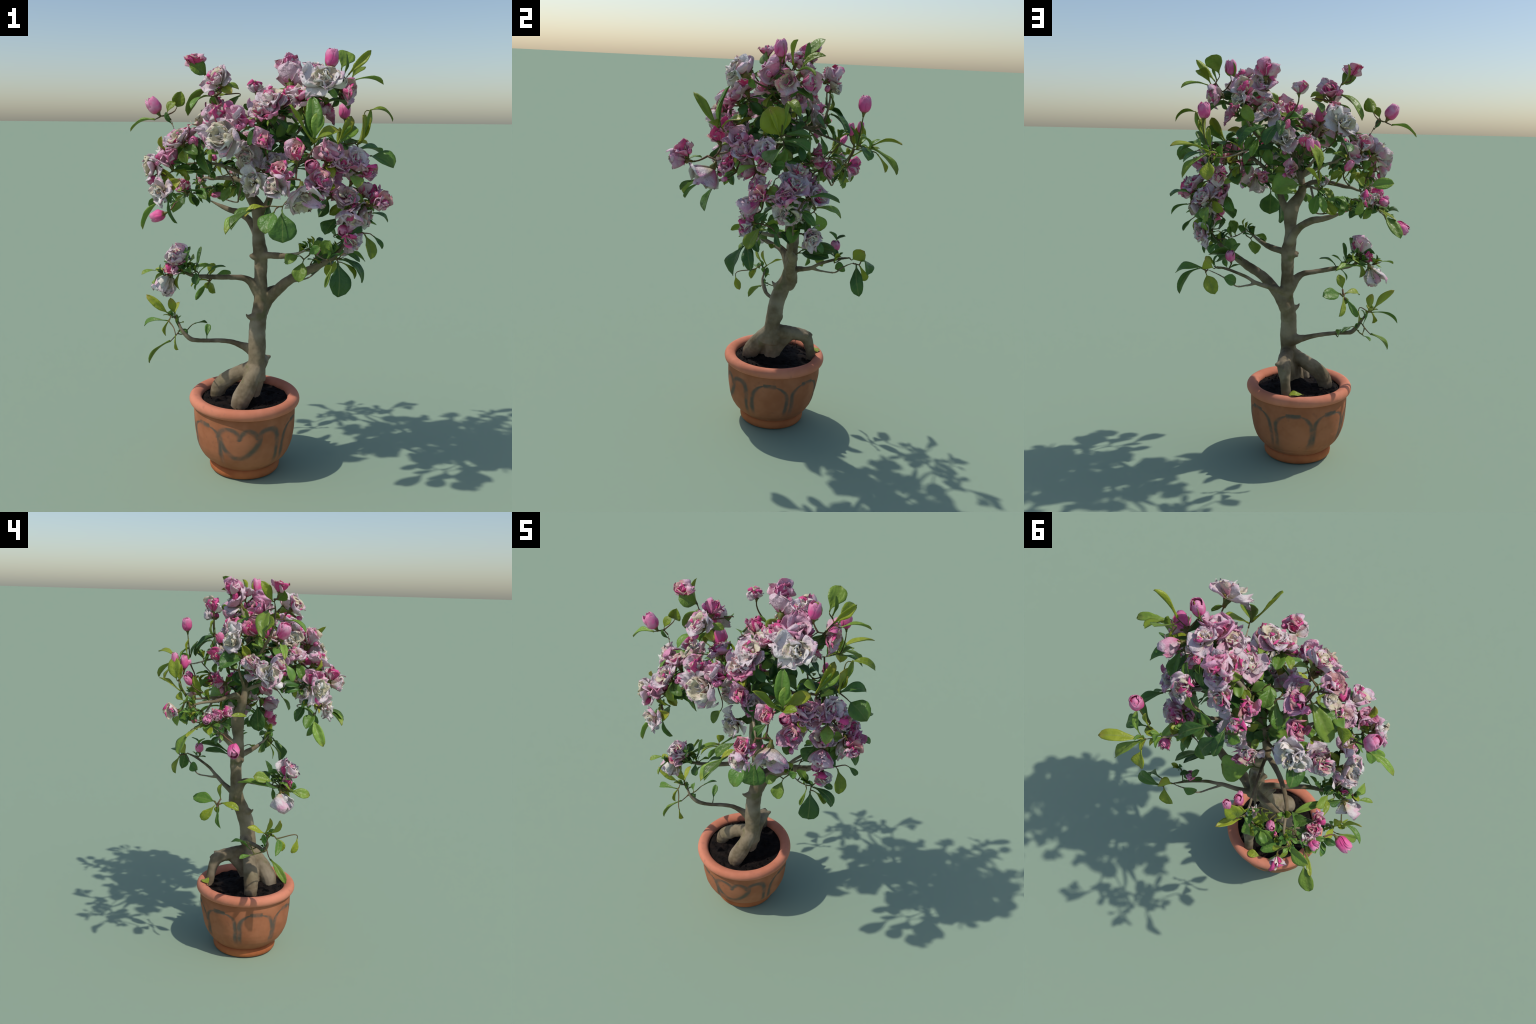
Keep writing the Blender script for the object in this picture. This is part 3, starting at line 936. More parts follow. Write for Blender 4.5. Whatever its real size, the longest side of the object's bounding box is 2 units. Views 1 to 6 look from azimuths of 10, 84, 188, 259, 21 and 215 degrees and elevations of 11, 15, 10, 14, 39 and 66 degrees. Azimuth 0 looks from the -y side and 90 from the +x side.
F((.430, .030, 1.440), .050, (.4, .3, .9), "double", "blush", 1)
# back
F((-.022, .190, 1.470), .034, (-.2, .9, .2), "half", "pink", 1)
F((.300, .020, 1.740), .050, (.8, .0, .5), "double", "pink", 2)
F((.10, .12, 1.74), .055, (.1, .8, .5), "double", "blush", 2)
F((-.01, .10, 1.75), .042, (-.2, .5, .8), "half", "pink", 2)
F((-.11, -.09, 1.70), .050, (-.3, .2, .9), "double", "blush", 2)
B((.365, .320, 1.738), .030, (-.1, .1, 1), 2, 1.1)
F((.296, .304, 1.437), .042, (.2, .7, -.4), "cup", "blush", 2)
F((.330, .180, 1.440), .045, (.3, .8, .2), "double", "pink", 1)
F((.110, .175, 1.440), .036, (-.1, .8, .1), "half", "pink", 2)
F((.014, .172, 1.625), .060, (-.05, .85, .4), "double", "white", 1)
F((-.088, .212, 1.612), .042, (-.1, .5, .85), "half", "blush", 1)
B((.010, .180, 1.690), .024, (0, .4, .9), 1)
B((-.132, .422, 1.595), .018, (.1, .0, 1), 1, 1.4)
B((-.155, .378, 1.580), .020, (0, .0, 1), 1, 1.5)
F((-.388, .451, 1.375), .034, (-.5, .6, .1), "half", "blush", 1)
F((-.425, .245, 1.362), .036, (-.4, .1, .9), "half", "pink", 1)
B((-.460, .30, 1.345), .020, (-.5, .2, -.2), 1)
B((-.302, .374, 1.508), .017, (-.3, .3, .4), 1, 1.6)
B((-.276, .342, 1.314), .015, (.7, .0, .1), 0, 1.7)
F((-.185, .340, 1.430), .024, (-.2, .5, .8), "half", "white", 1)
F((-.420, .205, 1.375), .030, (-.4, -.1, .9), "half", "pink", 1)
F((-.425, .285, 1.352), .032, (-.6, .6, .2), "half", "white", 1)
# left side
B((-.482, -.043, 1.754), .033, (-.5, -.1, .85), 1, 1.05)
F((-.260, .155, 1.700), .066, (-.4, .75, .4), "double", "white", 1)
F((-.222, -.146, 1.696), .046, (-.7, .0, .6), "double", "white", 1)
F((-.215, .06, 1.75), .045, (-.3, .4, .8), "half", "pink", 2)
B((-.134, -.035, 1.737), .028, (-.1, .2, 1), 1, 1.2)
F((-.440, .012, 1.545), .074, (-.85, -.25, .3), "double", "white", 1)
F((-.310, .050, 1.555), .062, (-.6, .3, .6), "double", "blush", 2)
F((-.385, -.050, 1.590), .050, (-.4, -.3, .8), "cup", "blush", 1)
F((-.360, .075, 1.600), .045, (-.3, .5, .8), "half", "blush", 1)
F((-.307, -.253, 1.608), .056, (-.4, -.5, .7), "double", "blush", 2)
F((-.300, -.140, 1.630), .050, (-.4, .2, .8), "double", "blush", 1)
B((-.250, -.230, 1.600), .022, (-.2, -.9, .1), 0)
F((-.445, -.224, 1.490), .056, (-.8, -.5, .15), "double", "white", 1)
F((-.388, -.289, 1.385), .052, (-.55, -.8, -.05), "double", "white", 1)
F((-.360, -.230, 1.530), .050, (-.2, -.3, .9), "half", "pink", 1)
B((-.544, .186, 1.216), .030, (-.85, .1, -.35), 1, 1.15)
F((-.355, -.120, 1.078), .056, (-.2, -.2, 1), "half", "blush", 1)
F((-.385, -.110, 1.015), .036, (-.5, -.3, .3), "half", "pink", 2)
F((-.418, -.082, .932), .052, (-.3, -.15, -.95), "half", "white", 2)
F((-.350, -.130, 1.06), .030, (.2, -.6, .5), "half", "pink", 2)

# ------------------------------------------------------------------ leaves placed one by one: base, tip, width, hue, normal, bend, fold
for spec in [
    # far left sprig with the lone bud
    ((-.482, -.027, 1.691), (-.603, -.022, 1.635), .038, "mid", (-.2, -.2, 1), .25, .3),
    ((-.394, .028, 1.745), (-.364, .003, 1.818), .055, "yellow", (.2, -1, .1), .15, .2),
    ((-.424, -.028, 1.720), (-.396, -.004, 1.773), .036, "yellow", (-.3, -1, .2), .2, .2),
    ((-.400, -.03, 1.67), (-.425, -.045, 1.725), .024, "dark", (-.3, -1, .2), .2, .4),
    # around the top-left bud
    ((-.232, -.050, 1.885), (-.303, -.078, 1.932), .060, "mid", (-.2, -1, .6), .5, .1),
    ((-.235, -.038, 1.880), (-.264, .027, 1.972), .042, "yellow", (-1, .2, .3), .2, .2),
    ((-.215, -.02, 1.835), (-.340, .025, 1.708), .056, "mid", (-.7, .4, .7), .5, .3),
    ((-.19, -.12, 1.79), (-.265, -.20, 1.735), .045, "mid", (-.3, -.3, 1), .4, .3),
    ((-.205, -.105, 1.667), (-.315, -.065, 1.612), .072, "mid", (-.8, .1, .7), .2, .1),
    ((-.225, .108, 1.611), (-.287, .220, 1.562), .078, "dark", (-.8, .5, .4), .2, .15),
    ((-.032, -.022, 1.762), (-.051, .055, 1.725), .06, "mid", (-.3, .2, 1), .2, .3),
    ((-.10, .05, 1.80), (-.155, .11, 1.74), .045, "mid", (-.5, .4, 1), .3, .3),
    # top right tuft
    ((.359, .036, 1.914), (.378, .124, 1.998), .066, "mid", (.35, -.75, .5), .1, .1),
    ((.393, -.009, 1.888), (.487, -.010, 1.990), .034, "yellow", (.3, -.9, .3), .15, .4),
    ((.424, .001, 1.866), (.545, .062, 1.848), .034, "mid", (-.2, .2, 1), .3, .3),
    ((.405, .02, 1.87), (.44, .12, 1.93), .05, "yellow", (.4, -.4, .9), .3, .3),
    ((.300, -.04, 1.90), (.335, -.055, 1.99), .055, "yellow", (.3, .9, .1), -.2, .3),
    ((.37, .05, 1.89), (.375, .055, 1.985), .026, "mid", (.8, -.3, .1), .1, .3),
    ((.311, -.060, 1.772), (.391, .085, 1.742), .058, "dark", (.3, .1, 1), .3, .3),
    ((.30, -.10, 1.77), (.24, -.04, 1.75), .05, "dark", None, .3, .3),
    # curled leaves on the right
    ((.444, -.057, 1.590), (.462, -.112, 1.715), .108, "yellow", (.95, -.15, .2), .1, .05),
    ((.500, -.050, 1.540), (.600, -.105, 1.492), .092, "dark", (.25, -.55, .8), .2, .1),
    ((.450, -.037, 1.568), (.548, .060, 1.542), .062, "dark", (.1, -.3, 1), .25, .15),
    ((.017, .220, 1.689), (.085, .297, 1.586), .058, "dark", (.2, .6, .8), .5, .2),
    ((.03, .20, 1.70), (.02, .30, 1.63), .045, "dark", (-.3, .6, .8), .4, .2),
    ((.10, .22, 1.67), (.21, .285, 1.577), .05, "dark", (.3, .5, .8), .4, .2),
    ((.22, .20, 1.45), (.215, .26, 1.40), .055, "dark", (.3, .8, .4), .2, .2),
    ((.28, .06, 1.46), (.29, .0, 1.41), .065, "dark", (.9, .0, .3), .2, .2),
    ((.489, -.035, 1.734), (.590, .004, 1.688), .036, "yellow", (.1, -.3, 1), .7, .3),
    ((.460, -.050, 1.600), (.495, -.03, 1.742), .030, "mid", (.4, -.9, .1), -.2, .3),
    ((.45, -.06, 1.595), (.494, -.114, 1.705), .022, "yellow", (.8, .2, .1), .1, .5),
    ((.440, -.03, 1.60), (.39, .09, 1.575), .050, "mid", (.3, .1, 1), .3, .3),
    ((.430, -.145, 1.460), (.455, -.235, 1.416), .055, "mid", (.3, -.6, .7), .3, .2),
    ((.519, .041, 1.278), (.587, .094, 1.232), .034, "dark", (.5, -.3, .8), .3, .3),
    ((.50, .08, 1.34), (.56, .20, 1.33), .040, "dark", (.2, .1, 1), .2, .2),
    # lower right: tuft at the end of the middle spur, in front
    ((.378, -.190, 1.085), (.386, -.235, .945), .088, "dark", (.4, -.9, .15), .2, .1),
    ((.385, -.170, 1.097), (.483, -.161, .997), .042, "dark", (.5, -.3, .8), .8, .2),
    ((.400, -.185, 1.085), (.452, -.172, 1.015), .032, "yellow", (.5, -.5, .7), .6, .2),
    ((.487, -.124, 1.204), (.517, -.184, 1.105), .056, "yellow", (.7, -.65, .2), .1, .25),
    ((.525, -.070, 1.19), (.567, -.045, 1.130), .024, "dark", (.5, -.6, .5), .2, .3),
    ((.225, -.156, 1.080), (.212, -.202, .995), .056, "mid", (-.1, -.95, .3), .15, .2),
    ((.205, -.163, 1.105), (.150, -.191, 1.072), .038, "mid", (-.2, -.8, .6), .2, .2),
    ((.350, -.160, 1.065), (.325, -.182, .972), .014, "mid", (.2, -1, .2), .2, .3),
    ((.308, -.132, 1.108), (.340, -.160, 1.178), .052, "mid", (-.2, -1, .2), .1, .1),
    ((.250, -.135, 1.105), (.30, -.16, 1.150), .036, "dark", (-.2, -1, .3), .2, .4),
    ((.410, -.150, 1.120), (.472, -.130, 1.082), .032, "dark", (.3, -.5, .8), .2, .3),
    ((.360, -.060, 1.265), (.315, -.110, 1.195), .062, "dark", (-.4, -.9, .2), .2, .2),
    ((.355, -.080, 1.180), (.400, -.040, 1.150), .045, "dark", (.3, -.5, .8), .3, .2),
    ((.265, -.040, 1.070), (.285, -.055, 1.050), .040, "yellow", None, .2, .3),
    ((.20, -.10, 1.10), (.13, -.06, 1.055), .04, "dark", (-.2, -.7, .5), .2, .3),
    # lower right: back spurs
    ((.385, .335, 1.008), (.476, .339, .883), .054, "dark", (.75, -.4, .5), .55, .2),
    ((.342, .363, .990), (.294, .388, .902), .056, "yellow", (-.3, .9, .2), .15, .15),
    ((.315, .330, 1.012), (.345, .378, 1.065), .056, "yellow", (.75, .3, .5), .1, .2),
    ((.350, .367, 1.016), (.488, .366, .990), .046, "mid", (-.1, .5, .9), .55, .2),
    ((.278, .305, .967), (.220, .270, .938), .048, "dark", (-.4, .8, .4), .1, .2),
    ((.245, .100, 1.035), (.355, .240, 1.060), .066, "dark", (.55, -.35, .8), .15, .15),
    ((.240, .090, 1.020), (.330, .215, 1.022), .062, "dark", (.5, -.35, .8), .15, .1),
    ((.23, .27, 1.08), (.21, .23, 1.12), .03, "mid", None, .2, .3),
    ((.25, .255, 1.085), (.27, .30, 1.115), .026, "dark", None, .2, .3),
    ((.345, .115, 1.10), (.36, .18, 1.05), .05, "dark", (.5, .6, .5), .2, .2),
    ((.30, .12, 1.12), (.24, .16, 1.08), .05, "mid", (0, .9, .5), .2, .2),
    ((.400, .130, 1.275), (.365, .250, 1.222), .046, "mid", (.4, .3, .9), .45, .2),
    ((.405, .125, 1.250), (.385, .155, 1.165), .062, "mid", (.85, .4, .2), .2, .1),
    ((.38, .06, 1.20), (.41, .02, 1.11), .055, "mid", (.8, -.4, .3), .3, .3),
    ((.36, .03, 1.16), (.31, .10, 1.20), .055, "dark", (-.3, .8, .5), .2, .2),
    # under the crown, front
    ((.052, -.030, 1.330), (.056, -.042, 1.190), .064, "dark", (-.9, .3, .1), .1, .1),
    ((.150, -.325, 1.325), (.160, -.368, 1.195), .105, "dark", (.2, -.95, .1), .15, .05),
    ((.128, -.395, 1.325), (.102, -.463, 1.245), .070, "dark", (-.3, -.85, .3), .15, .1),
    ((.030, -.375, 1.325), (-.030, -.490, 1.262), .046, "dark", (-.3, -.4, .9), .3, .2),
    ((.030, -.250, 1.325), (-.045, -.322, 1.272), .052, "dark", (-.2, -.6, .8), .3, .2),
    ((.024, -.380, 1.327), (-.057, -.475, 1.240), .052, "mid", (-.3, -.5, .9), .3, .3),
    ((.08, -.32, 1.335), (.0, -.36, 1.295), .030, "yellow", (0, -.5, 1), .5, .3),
    ((-.26, -.075, 1.60), (-.165, -.26, 1.46), .05, "dark", (-.5, -.6, .5), .3, .3),
    ((-.10, -.13, 1.40), (-.135, -.16, 1.335), .045, "mid", (-.3, -.6, .6), .2, .2),
    # yellow sprig at the front
    ((.276, -.317, 1.602), (.189, -.430, 1.749), .038, "yellow", (-.4, -.6, .8), -.3, .3),
    ((.272, -.31, 1.61), (.262, -.271, 1.785), .052, "mid", (.1, -1, .3), .15, .3),
    ((.278, -.31, 1.61), (.290, -.302, 1.722), .044, "mid", (.2, -1, .3), .15, .3),
    ((.280, -.32, 1.602), (.352, -.343, 1.636), .042, "yellow", (.1, -.4, 1), .3, .2),
    ((.280, -.30, 1.605), (.37, -.22, 1.65), .05, "yellow", (.1, -.5, .9), .3, .2),
    ((.36, -.12, 1.59), (.41, -.02, 1.71), .045, "yellow", (.6, -.5, .4), .2, .3),
    ((.36, -.11, 1.585), (.43, -.02, 1.665), .04, "mid", (.5, -.6, .5), .2, .3),
    ((.36, -.10, 1.55), (.42, .07, 1.545), .065, "dark", (.5, 0, .85), .2, .1),
    # left cluster
    ((-.415, -.215, 1.335), (-.475, -.255, 1.215), .050, "mid", (-.7, .2, .5), .3, .2),
    ((-.36, -.24, 1.35), (-.33, -.21, 1.24), .035, "dark", (-.6, -.3, .5), .2, .4),
    ((-.33, -.17, 1.47), (-.24, -.17, 1.475), .045, "dark", (0, -.6, .8), .3, .2),
    ((-.34, -.19, 1.40), (-.38, -.14, 1.32), .045, "dark", (-.8, .3, .3), .2, .3),
    ((-.40, -.22, 1.36), (-.46, -.17, 1.30), .050, "mid", (-.8, .4, .4), .2, .2),
    ((-.37, -.21, 1.55), (-.385, -.25, 1.62), .035, "yellow", (-.5, -.8, .2), .2, .3),
    # back-right sprig
    ((.330, .372, 1.552), (.480, .470, 1.575), .044, "yellow", (-.1, .2, 1), .25, .3),
    ((.330, .370, 1.545), (.425, .475, 1.440), .048, "mid", (.3, .5, .8), .3, .3),
    ((.322, .405, 1.515), (.314, .450, 1.430), .052, "yellow", (0, 1, .3), .15, .15),
    ((.36, .32, 1.55), (.46, .33, 1.50), .055, "dark", (.1, .3, .9), .2, .2),
    ((.35, .30, 1.56), (.42, .25, 1.64), .03, "dark", None, .2, .4),
    ((.33, .32, 1.56), (.345, .31, 1.66), .022, "yellow", (.3, .9, .1), .1, .4),
    ((.36, .36, 1.545), (.41, .30, 1.60), .03, "mid", None, .3, .4),
    # back-left
    ((-.280, .300, 1.450), (-.302, .348, 1.528), .034, "yellow", (-.7, .5, .3), .2, .4),
    ((-.215, .310, 1.430), (-.275, .348, 1.478), .038, "yellow", (-.5, .6, .6), .3, .4),
    ((-.240, .300, 1.420), (-.250, .340, 1.500), .026, "yellow", (-.7, .5, .3), .2, .4),
    ((-.170, .370, 1.385), (-.202, .402, 1.298), .036, "mid", (-.4, .9, .2), .2, .3),
    ((-.190, .340, 1.370), (-.240, .345, 1.300), .040, "mid", (-.3, .9, .3), .3, .3),
    ((-.290, .330, 1.360), (-.265, .375, 1.285), .038, "mid", (-.3, .9, .3), .3, .3),
    ((-.330, .300, 1.350), (-.330, .260, 1.280), .040, "mid", (-.8, .3, .4), .3, .3),
    ((-.425, .200, 1.348), (-.400, .105, 1.350), .026, "yellow", (-.6, 0, .8), .3, .4),
    ((-.360, .290, 1.345), (-.300, .215, 1.300), .045, "dark", (-.6, .5, .6), .3, .3),
    ((-.397, .382, 1.424), (-.500, .405, 1.437), .050, "mid", (-.1, .8, .6), .15, .1),
    ((-.37, .40, 1.42), (-.345, .42, 1.455), .04, "yellow", (-.2, .8, .6), .2, .4),
    ((-.465, .380, 1.291), (-.538, .436, 1.203), .056, "mid", (-.5, .8, .5), .15, .15),
    ((-.44, .33, 1.31), (-.515, .40, 1.275), .02, "yellow", None, .2, .3),
    ((-.37, .30, 1.32), (-.31, .33, 1.27), .04, "dark", None, .2, .4),
    ((-.40, .28, 1.31), (-.36, .25, 1.26), .038, "dark", None, .2, .4),
    ((-.065, .170, 1.400), (.062, .225, 1.372), .100, "mid", (.1, .85, .55), .35, .2),
    ((.02, .14, 1.41), (-.03, .17, 1.385), .03, "yellow", (-.1, .9, .5), .2, .4),
    ((-.168, .364, 1.385), (-.145, .340, 1.285), .04, "mid", (0, 1, .2), .1, .2),
    ((-.19, .37, 1.36), (-.305, .375, 1.305), .060, "mid", (-.2, .7, .8), .2, .4),
    ((-.18, .36, 1.35), (-.25, .37, 1.29), .055, "yellow", (0, .8, .6), .1, .3),
    ((-.172, .415, 1.49), (-.132, .425, 1.60), .056, "yellow", (-.8, .5, .2), .2, .3),
    ((-.172, .40, 1.48), (-.165, .395, 1.57), .03, "yellow", (-.8, .5, .2), .2, .3),
    ((-.17, .40, 1.44), (-.123, .498, 1.498), .030, "yellow", (-.2, -.1, 1), .1, .3),
    ((-.17, .37, 1.41), (-.165, .40, 1.49), .022, "yellow", (-.5, .8, .1), .1, .4),
    ((.13, .20, 1.62), (.16, .24, 1.53), .035, "mid", (0, 1, .3), .2, .4),
    ((.14, .20, 1.625), (.19, .22, 1.56), .04, "mid", (.2, 1, .3), .2, .4),
    ((.02, .20, 1.70), (-.06, .22, 1.715), .045, "mid", (-.1, .7, .7), .2, .3),
    # low left branch
    ((-.437, -.023, .775), (-.535, -.047, .868), .036, "yellow", (-.2, -.9, .4), .15, .4),
    ((-.408, .000, .765), (-.413, .092, .802), .030, "yellow", (-.6, -.4, .9), .15, .2),
    ((-.41, .0, .77), (-.425, -.02, .85), .036, "yellow", (.2, -1, .1), .2, .2),
    ((-.430, -.052, .745), (-.556, -.022, .702), .036, "mid", (-.2, -.5, .9), .4, .3),
    ((-.42, -.05, .75), (-.43, -.085, .68), .04, "yellow", (-.9, -.3, .2), .2, .3),
    ((-.424, -.026, .637), (-.514, -.089, .542), .036, "mid", (-.4, .2, .8), .3, .3),
    ((-.355, -.178, .716), (-.351, -.153, .637), .034, "yellow", (-.8, -.3, .2), .2, .3),
    ((-.263, .051, .636), (-.274, .116, .690), .028, "dark", (.3, -.7, .5), .2, .2),
    ((-.385, -.01, .69), (-.395, .005, .76), .026, "dark", (-.9, .4, .1), .1, .4),
    ((-.39, .06, .650), (-.423, .128, .644), .022, "mid", None, .2, .3),
    ((-.33, .08, .70), (-.284, .150, .684), .022, "dark", None, .2, .3),
    # middle left branch
    ((-.46, -.10, 1.00), (-.525, -.14, .985), .028, "mid", (-.1, -.4, .9), .3, .3),
    ((-.36, -.05, .985), (-.245, .115, .985), .030, "mid", (-.3, 0, 1), .2, .2),
    ((-.43, -.11, .985), (-.44, -.21, .965), .045, "mid", (-.8, .1, .6), .2, .1),
    ((-.33, -.05, 1.01), (-.32, .05, 1.035), .050, "mid", (-.8, .1, .6), .1, .2),
    ((-.31, -.10, 1.02), (-.30, -.11, 1.12), .040, "dark", (-.4, -.8, .2), .7, .3),
    ((-.29, -.07, 1.00), (-.27, -.02, 1.105), .026, "dark", None, -.2, .4),
    ((-.27, -.06, .99), (-.21, -.07, 1.03), .02, "mid", None, .2, .4),
    ((-.26, -.06, .96), (-.29, -.06, .905), .018, "mid", None, .2, .4),
    ((-.23, -.05, .985), (-.15, -.03, 1.015), .030, "dark", None, .3, .2),
    ((-.28, -.09, 1.0), (-.265, -.13, .945), .034, "dark", (0, -.9, .4), .2, .3),
]:
    put_leaf(*spec)
for spec in [
    # group behind the trunk on the left
    ((-.285, .205, .915), (-.262, .200, .985), .036, "yellow", (-.3, .9, .1), .1, .2),
    ((-.275, .235, .900), (-.20, .335, .905), .052, "mid", (-.6, .4, .6), .1, .1),
    ((-.295, .205, .893), (-.36, .125, .875), .032, "yellow", (-.4, .3, .9), .3, .3),
    ((-.300, .220, .875), (-.36, .215, .785), .030, "mid", (-.3, .8, .3), .1, .3),
    ((-.290, .235, .885), (-.275, .30, .805), .046, "yellow", (-.9, .3, .2), .15, .2),
    ((-.290, .215, .885), (-.30, .22, .845), .03, "yellow", (-.5, .6, .2), .1, .2),
    # leaf lying on the rim and soil
    ((-.115, .240, .386), (-.045, .262, .387), .034, "yellow", (0, .2, 1), .1, .1),
]:
    put_leaf(*spec, None, False)


def sprig(pos, d, n, size, hues, spread=1.0):
    """A little tuft of young leaves at the end of a spur, joined into one part."""
    g = Geo()
    for i in range(n):
        v = (V(d).normalized() + V((rng.uniform(-1, 1), rng.uniform(-1, 1), rng.uniform(-1, 1))) * spread).normalized()
        L = size * rng.uniform(0.6, 1.3)
        b = V(pos) + v * 0.008
        outw = b - CENTER
        outw.z *= 0.3
        nz = V((0, 0, 1)) + outw.normalized() * 0.45
        z = (nz - v * nz.dot(v)).normalized()
        M = Matrix.Translation(b) @ Matrix((v.cross(z), v, z)).transposed().to_4x4() @ Matrix.Scale(L, 4)
        me = leaf_mesh(rng.uniform(0.38, 0.6), rng.uniform(0.1, 0.8), rng.uniform(0.2, 0.7), rng.randrange(3))
        g.add([q.co for q in me.vertices], [tuple(q.vertices) for q in me.polygons], ("dark", "mid", "yellow").index(rng.choice(hues)), M)
        ATTACH.append((b, -v, 0.0026))
    o = add_obj("leaf_tuft", mesh_from("leaf_tuft", g.v, g.f, [TUFT[h] for h in ("dark", "mid", "yellow")], g.m), TREE)
    o["kind"] = "stuff"


for p, d, n, s in [((.20, -.10, 1.11), (.1, -.4, .6), 5, .05), ((-.28, -.07, .99), (-.3, -.2, .8), 6, .04),
                   ((-.36, -.09, 1.0), (-.6, 0, .3), 7, .04), ((-.36, .33, 1.37), (-.3, .5, -.3), 7, .04), ((-.40, .30, 1.35), (-.5, 0, -.5), 6, .04),
                   ((-.38, .36, 1.36), (-.4, .4, .2), 4, .04), ((-.31, -.17, 1.48), (-.2, -.2, -.5), 5, .05), ((-.37, -.21, 1.43), (-.2, .1, -.6), 6, .05),
                   ((-.20, -.08, 1.47), (0, -.3, -.3), 4, .04), ((.33, .24, 1.0), (.2, .2, .5), 5, .05), ((.345, .03, 1.08), (.1, -.3, .8), 5, .06), ((.40, .03, 1.15), (.2, .1, .6), 6, .07), ((.44, .0, 1.24), (.3, .1, .2), 6, .07), ((.25, -.14, 1.13), (-.2, -.2, .7), 7, .05), ((.33, -.155, 1.09), (.3, -.3, .4), 6, .05), ((.26, .27, 1.0), (0, .0, .5), 3, .05), ((-.33, -.08, .985), (-.3, -.3, .3), 6, .055), ((-.165, .33, 1.39), (-.1, .4, -.4), 5, .045),
                   ((-.18, .34, 1.42), (-.1, .4, .6), 8, .04), ((-.28, .30, 1.36), (-.2, .3, -.4), 7, .05), ((-.24, .37, 1.36), (-.1, .4, -.5), 6, .05), ((-.22, .32, 1.295), (0, .3, .2), 6, .045), ((-.31, .345, 1.32), (-.2, .3, .1), 6, .045), ((-.42, .275, 1.31), (-.5, .1, .1), 6, .05), ((-.46, .24, 1.28), (-.5, .2, -.2), 5, .05),
                   ((-.30, .27, 1.41), (-.1, .2, .6), 5, .05), ((-.35, .35, 1.40), (-.3, .4, .5), 6, .05), ((.20, .24, 1.56), (.3, .4, .3), 6, .06), ((.28, .31, 1.53), (.3, .4, .1), 7, .06), ((.33, .36, 1.53), (.1, .4, .6), 6, .05),
                   ((.22, .20, 1.48), (.3, .5, -.2), 6, .06), ((-.42, -.12, .98), (-.3, .2, .5), 6, .05), ((-.30, -.09, .985), (0, -.2, .8), 6, .05), ((-.41, -.02, .75), (-.4, 0, .6), 6, .04), ((-.34, -.015, .655), (-.4, .2, .4), 5, .035), ((-.39, -.02, .72), (.1, .5, .5), 4, .035)]:
    sprig(p, d, n, s, ("dark", "mid", "mid", "yellow"), 0.8)

for a, b in [((-.285, .205, .915), (-.290, .225, .885)), ((-.275, .235, .900), (-.290, .225, .885)), ((-.295, .205, .893), (-.290, .225, .885)), ((-.290, .225, .885), (-.300, .220, .870))]:
    vs, fs = tube([(*a, .0045), (*((V(a) + V(b)) / 2), .0045), (*b, .0055)], 8)
    add_obj("twig", mesh_from("twig", vs, fs, [TWIG]), TREE)
# small closed buds clustered beside the open blossom
for k in range(34):
    p, r, d = FLOWERS[rng.randrange(len(FLOWERS))]
    side = d.orthogonal().normalized()
    side = (Matrix.Rotation(rng.uniform(0, 6.28), 3, d) @ side)
    q = p + side * r * rng.uniform(0.7, 1.0) - d * r * rng.uniform(0.1, 0.5)
    put_bud(q, rng.uniform(.010, .016), side + d * 0.6, 0, rng.uniform(1.1, 1.4))

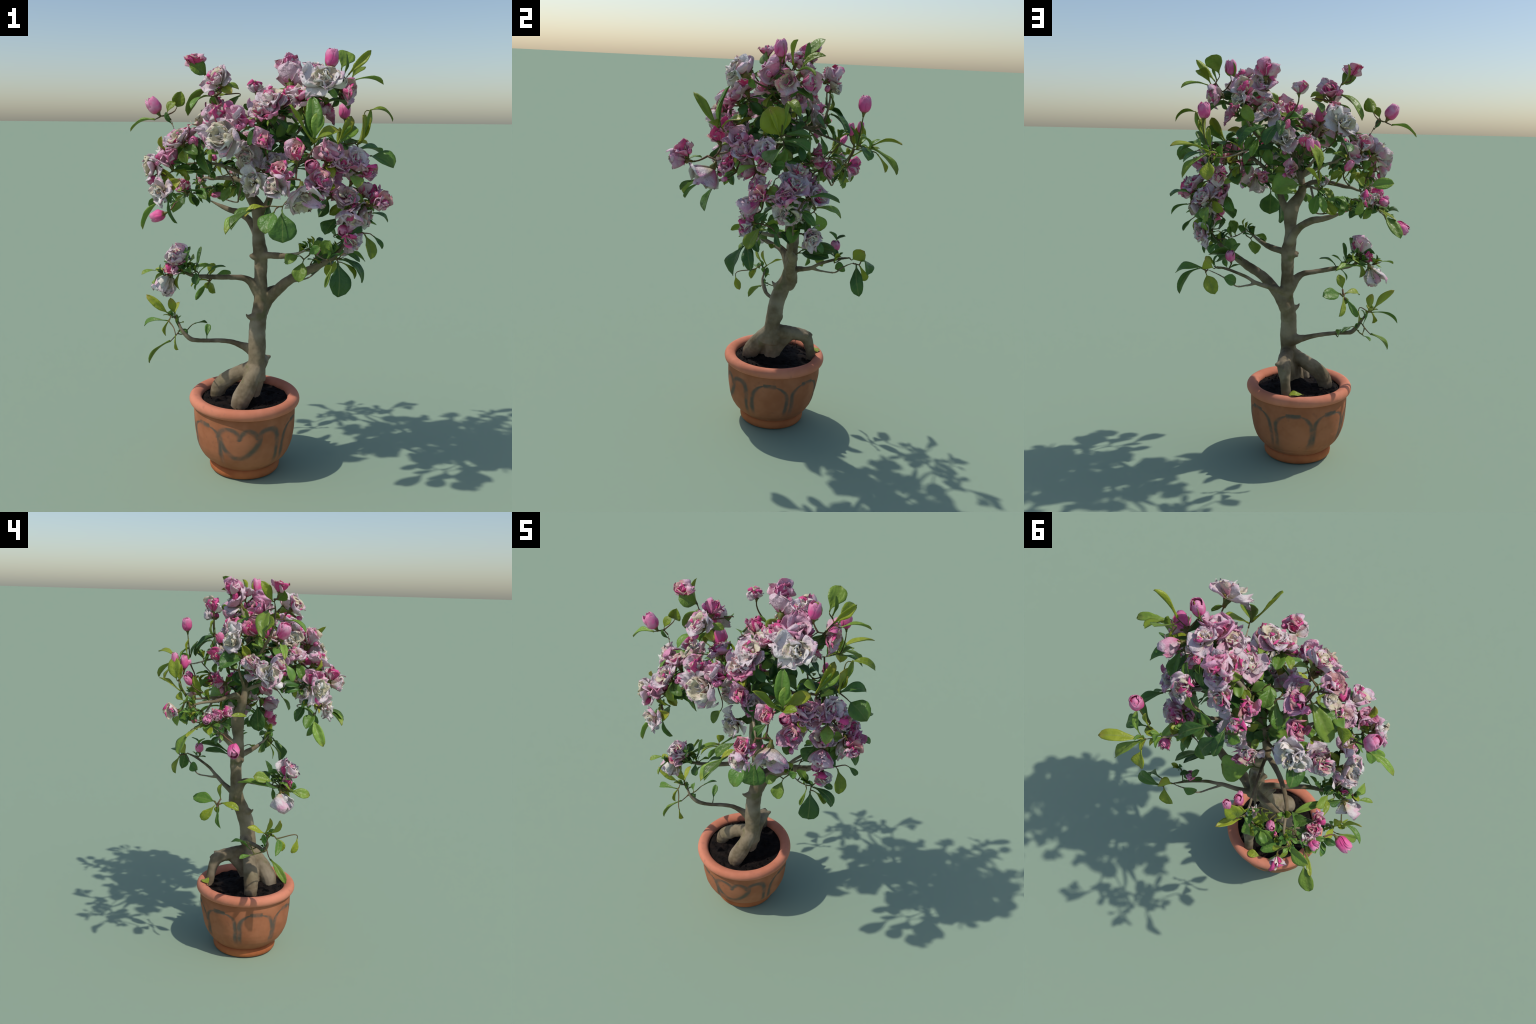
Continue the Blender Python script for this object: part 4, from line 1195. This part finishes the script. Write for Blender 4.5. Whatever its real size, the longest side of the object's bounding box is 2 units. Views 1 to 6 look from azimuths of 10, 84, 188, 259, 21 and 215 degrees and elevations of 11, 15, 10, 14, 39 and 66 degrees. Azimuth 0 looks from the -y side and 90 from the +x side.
# ------------------------------------------------------------------ inner foliage of the crown
inner_nodes = [p for l, p, r in SKEL if l == "branch" and p[2] > 1.25 and r < 0.016]
ellipsoids = [((.11, .0, 1.58), (.25, .22, .22)), ((-.27, -.13, 1.53), (.16, .14, .12)), ((.40, .02, 1.33), (.14, .18, .20))]
foliage = Geo()
count = tries = 0
while count < 130 and tries < 6000:
    tries += 1
    p = V(inner_nodes[rng.randrange(len(inner_nodes))])
    v = V((rng.gauss(0, 1), rng.gauss(0, 1), rng.gauss(0, 1))).normalized()
    b = p + v * rng.uniform(0.01, 0.06)
    L = rng.uniform(0.07, 0.115)
    y = (v + V((rng.uniform(-.5, .5), rng.uniform(-.5, .5), rng.uniform(-.6, .3)))).normalized()
    tip = b + y * L
    if not any(sum(((tip[k] - c[k]) / e[k]) ** 2 for k in range(3)) < 1 for c, e in ellipsoids):
        continue
    nz = V((rng.uniform(-.4, .4), rng.uniform(-.4, .4), 1)) + V((b.x, b.y, 0)).normalized() * 0.5
    z = (nz - y * nz.dot(y)).normalized()
    M = Matrix.Translation(b) @ Matrix((y.cross(z), y, z)).transposed().to_4x4() @ Matrix.Scale(L, 4)
    me = leaf_mesh(rng.uniform(0.5, 0.7), rng.uniform(0.1, 0.4), rng.uniform(0.1, 0.5), rng.randrange(3))
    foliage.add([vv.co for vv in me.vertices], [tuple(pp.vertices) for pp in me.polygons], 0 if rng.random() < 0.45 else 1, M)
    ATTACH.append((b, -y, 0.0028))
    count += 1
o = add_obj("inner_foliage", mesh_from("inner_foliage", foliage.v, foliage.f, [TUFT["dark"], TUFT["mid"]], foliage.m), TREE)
o["kind"] = "stuff"

# ------------------------------------------------------------------ twigs: each stalk joins the nearest wood
nodes = [V(p) for l, p, r in SKEL if l == "branch" or (l == "trunk" and p[2] > 1.2)]
node_arr = np.array([tuple(n) for n in nodes])
todo = list(range(len(ATTACH)))
near = {i: None for i in todo}
best = np.full(len(ATTACH), 1e9); bidx = np.zeros(len(ATTACH), int)
AP = np.array([tuple(a[0]) for a in ATTACH])


def relax(start):
    for i in todo:
        d = np.linalg.norm(node_arr[start:] - AP[i], axis=1)
        j = d.argmin()
        if d[j] < best[i]:
            best[i] = d[j]; bidx[i] = start + j


relax(0)
stalks = Geo()
while todo:
    i = min(todo, key=lambda k: best[k]); todo.remove(i)
    p, d, r = ATTACH[i]
    q = V(node_arr[bidx[i]])
    L = (p - q).length
    if L < 0.004:
        continue
    c1 = p + d.normalized() * L * 0.35
    c2 = q.lerp(p, 0.3) + V((rng.uniform(-.08, .08), rng.uniform(-.08, .08), -0.06)) * L
    pts = []
    k = max(4, int(L / 0.015))
    for s in range(k + 1):
        t = s / k
        a = p * (1 - t) ** 3 + c1 * 3 * t * (1 - t) ** 2 + c2 * 3 * t * t * (1 - t) + q * t ** 3
        pts.append((*a, r * (0.8 + 0.5 * t)))
    vs, fs = tube(pts, 6)
    if L > 0.035:
        add_obj("twig", mesh_from("twig", vs, fs, [TWIG]), TREE)
    else:
        stalks.add(vs, fs)
    s0 = len(node_arr)
    node_arr = np.vstack([node_arr, np.array([x[:3] for x in pts[1:]])])
    relax(s0)
o = add_obj("leaf_stalks", mesh_from("leaf_stalks", stalks.v, stalks.f, [TWIG]), TREE)
o["kind"] = "stuff"
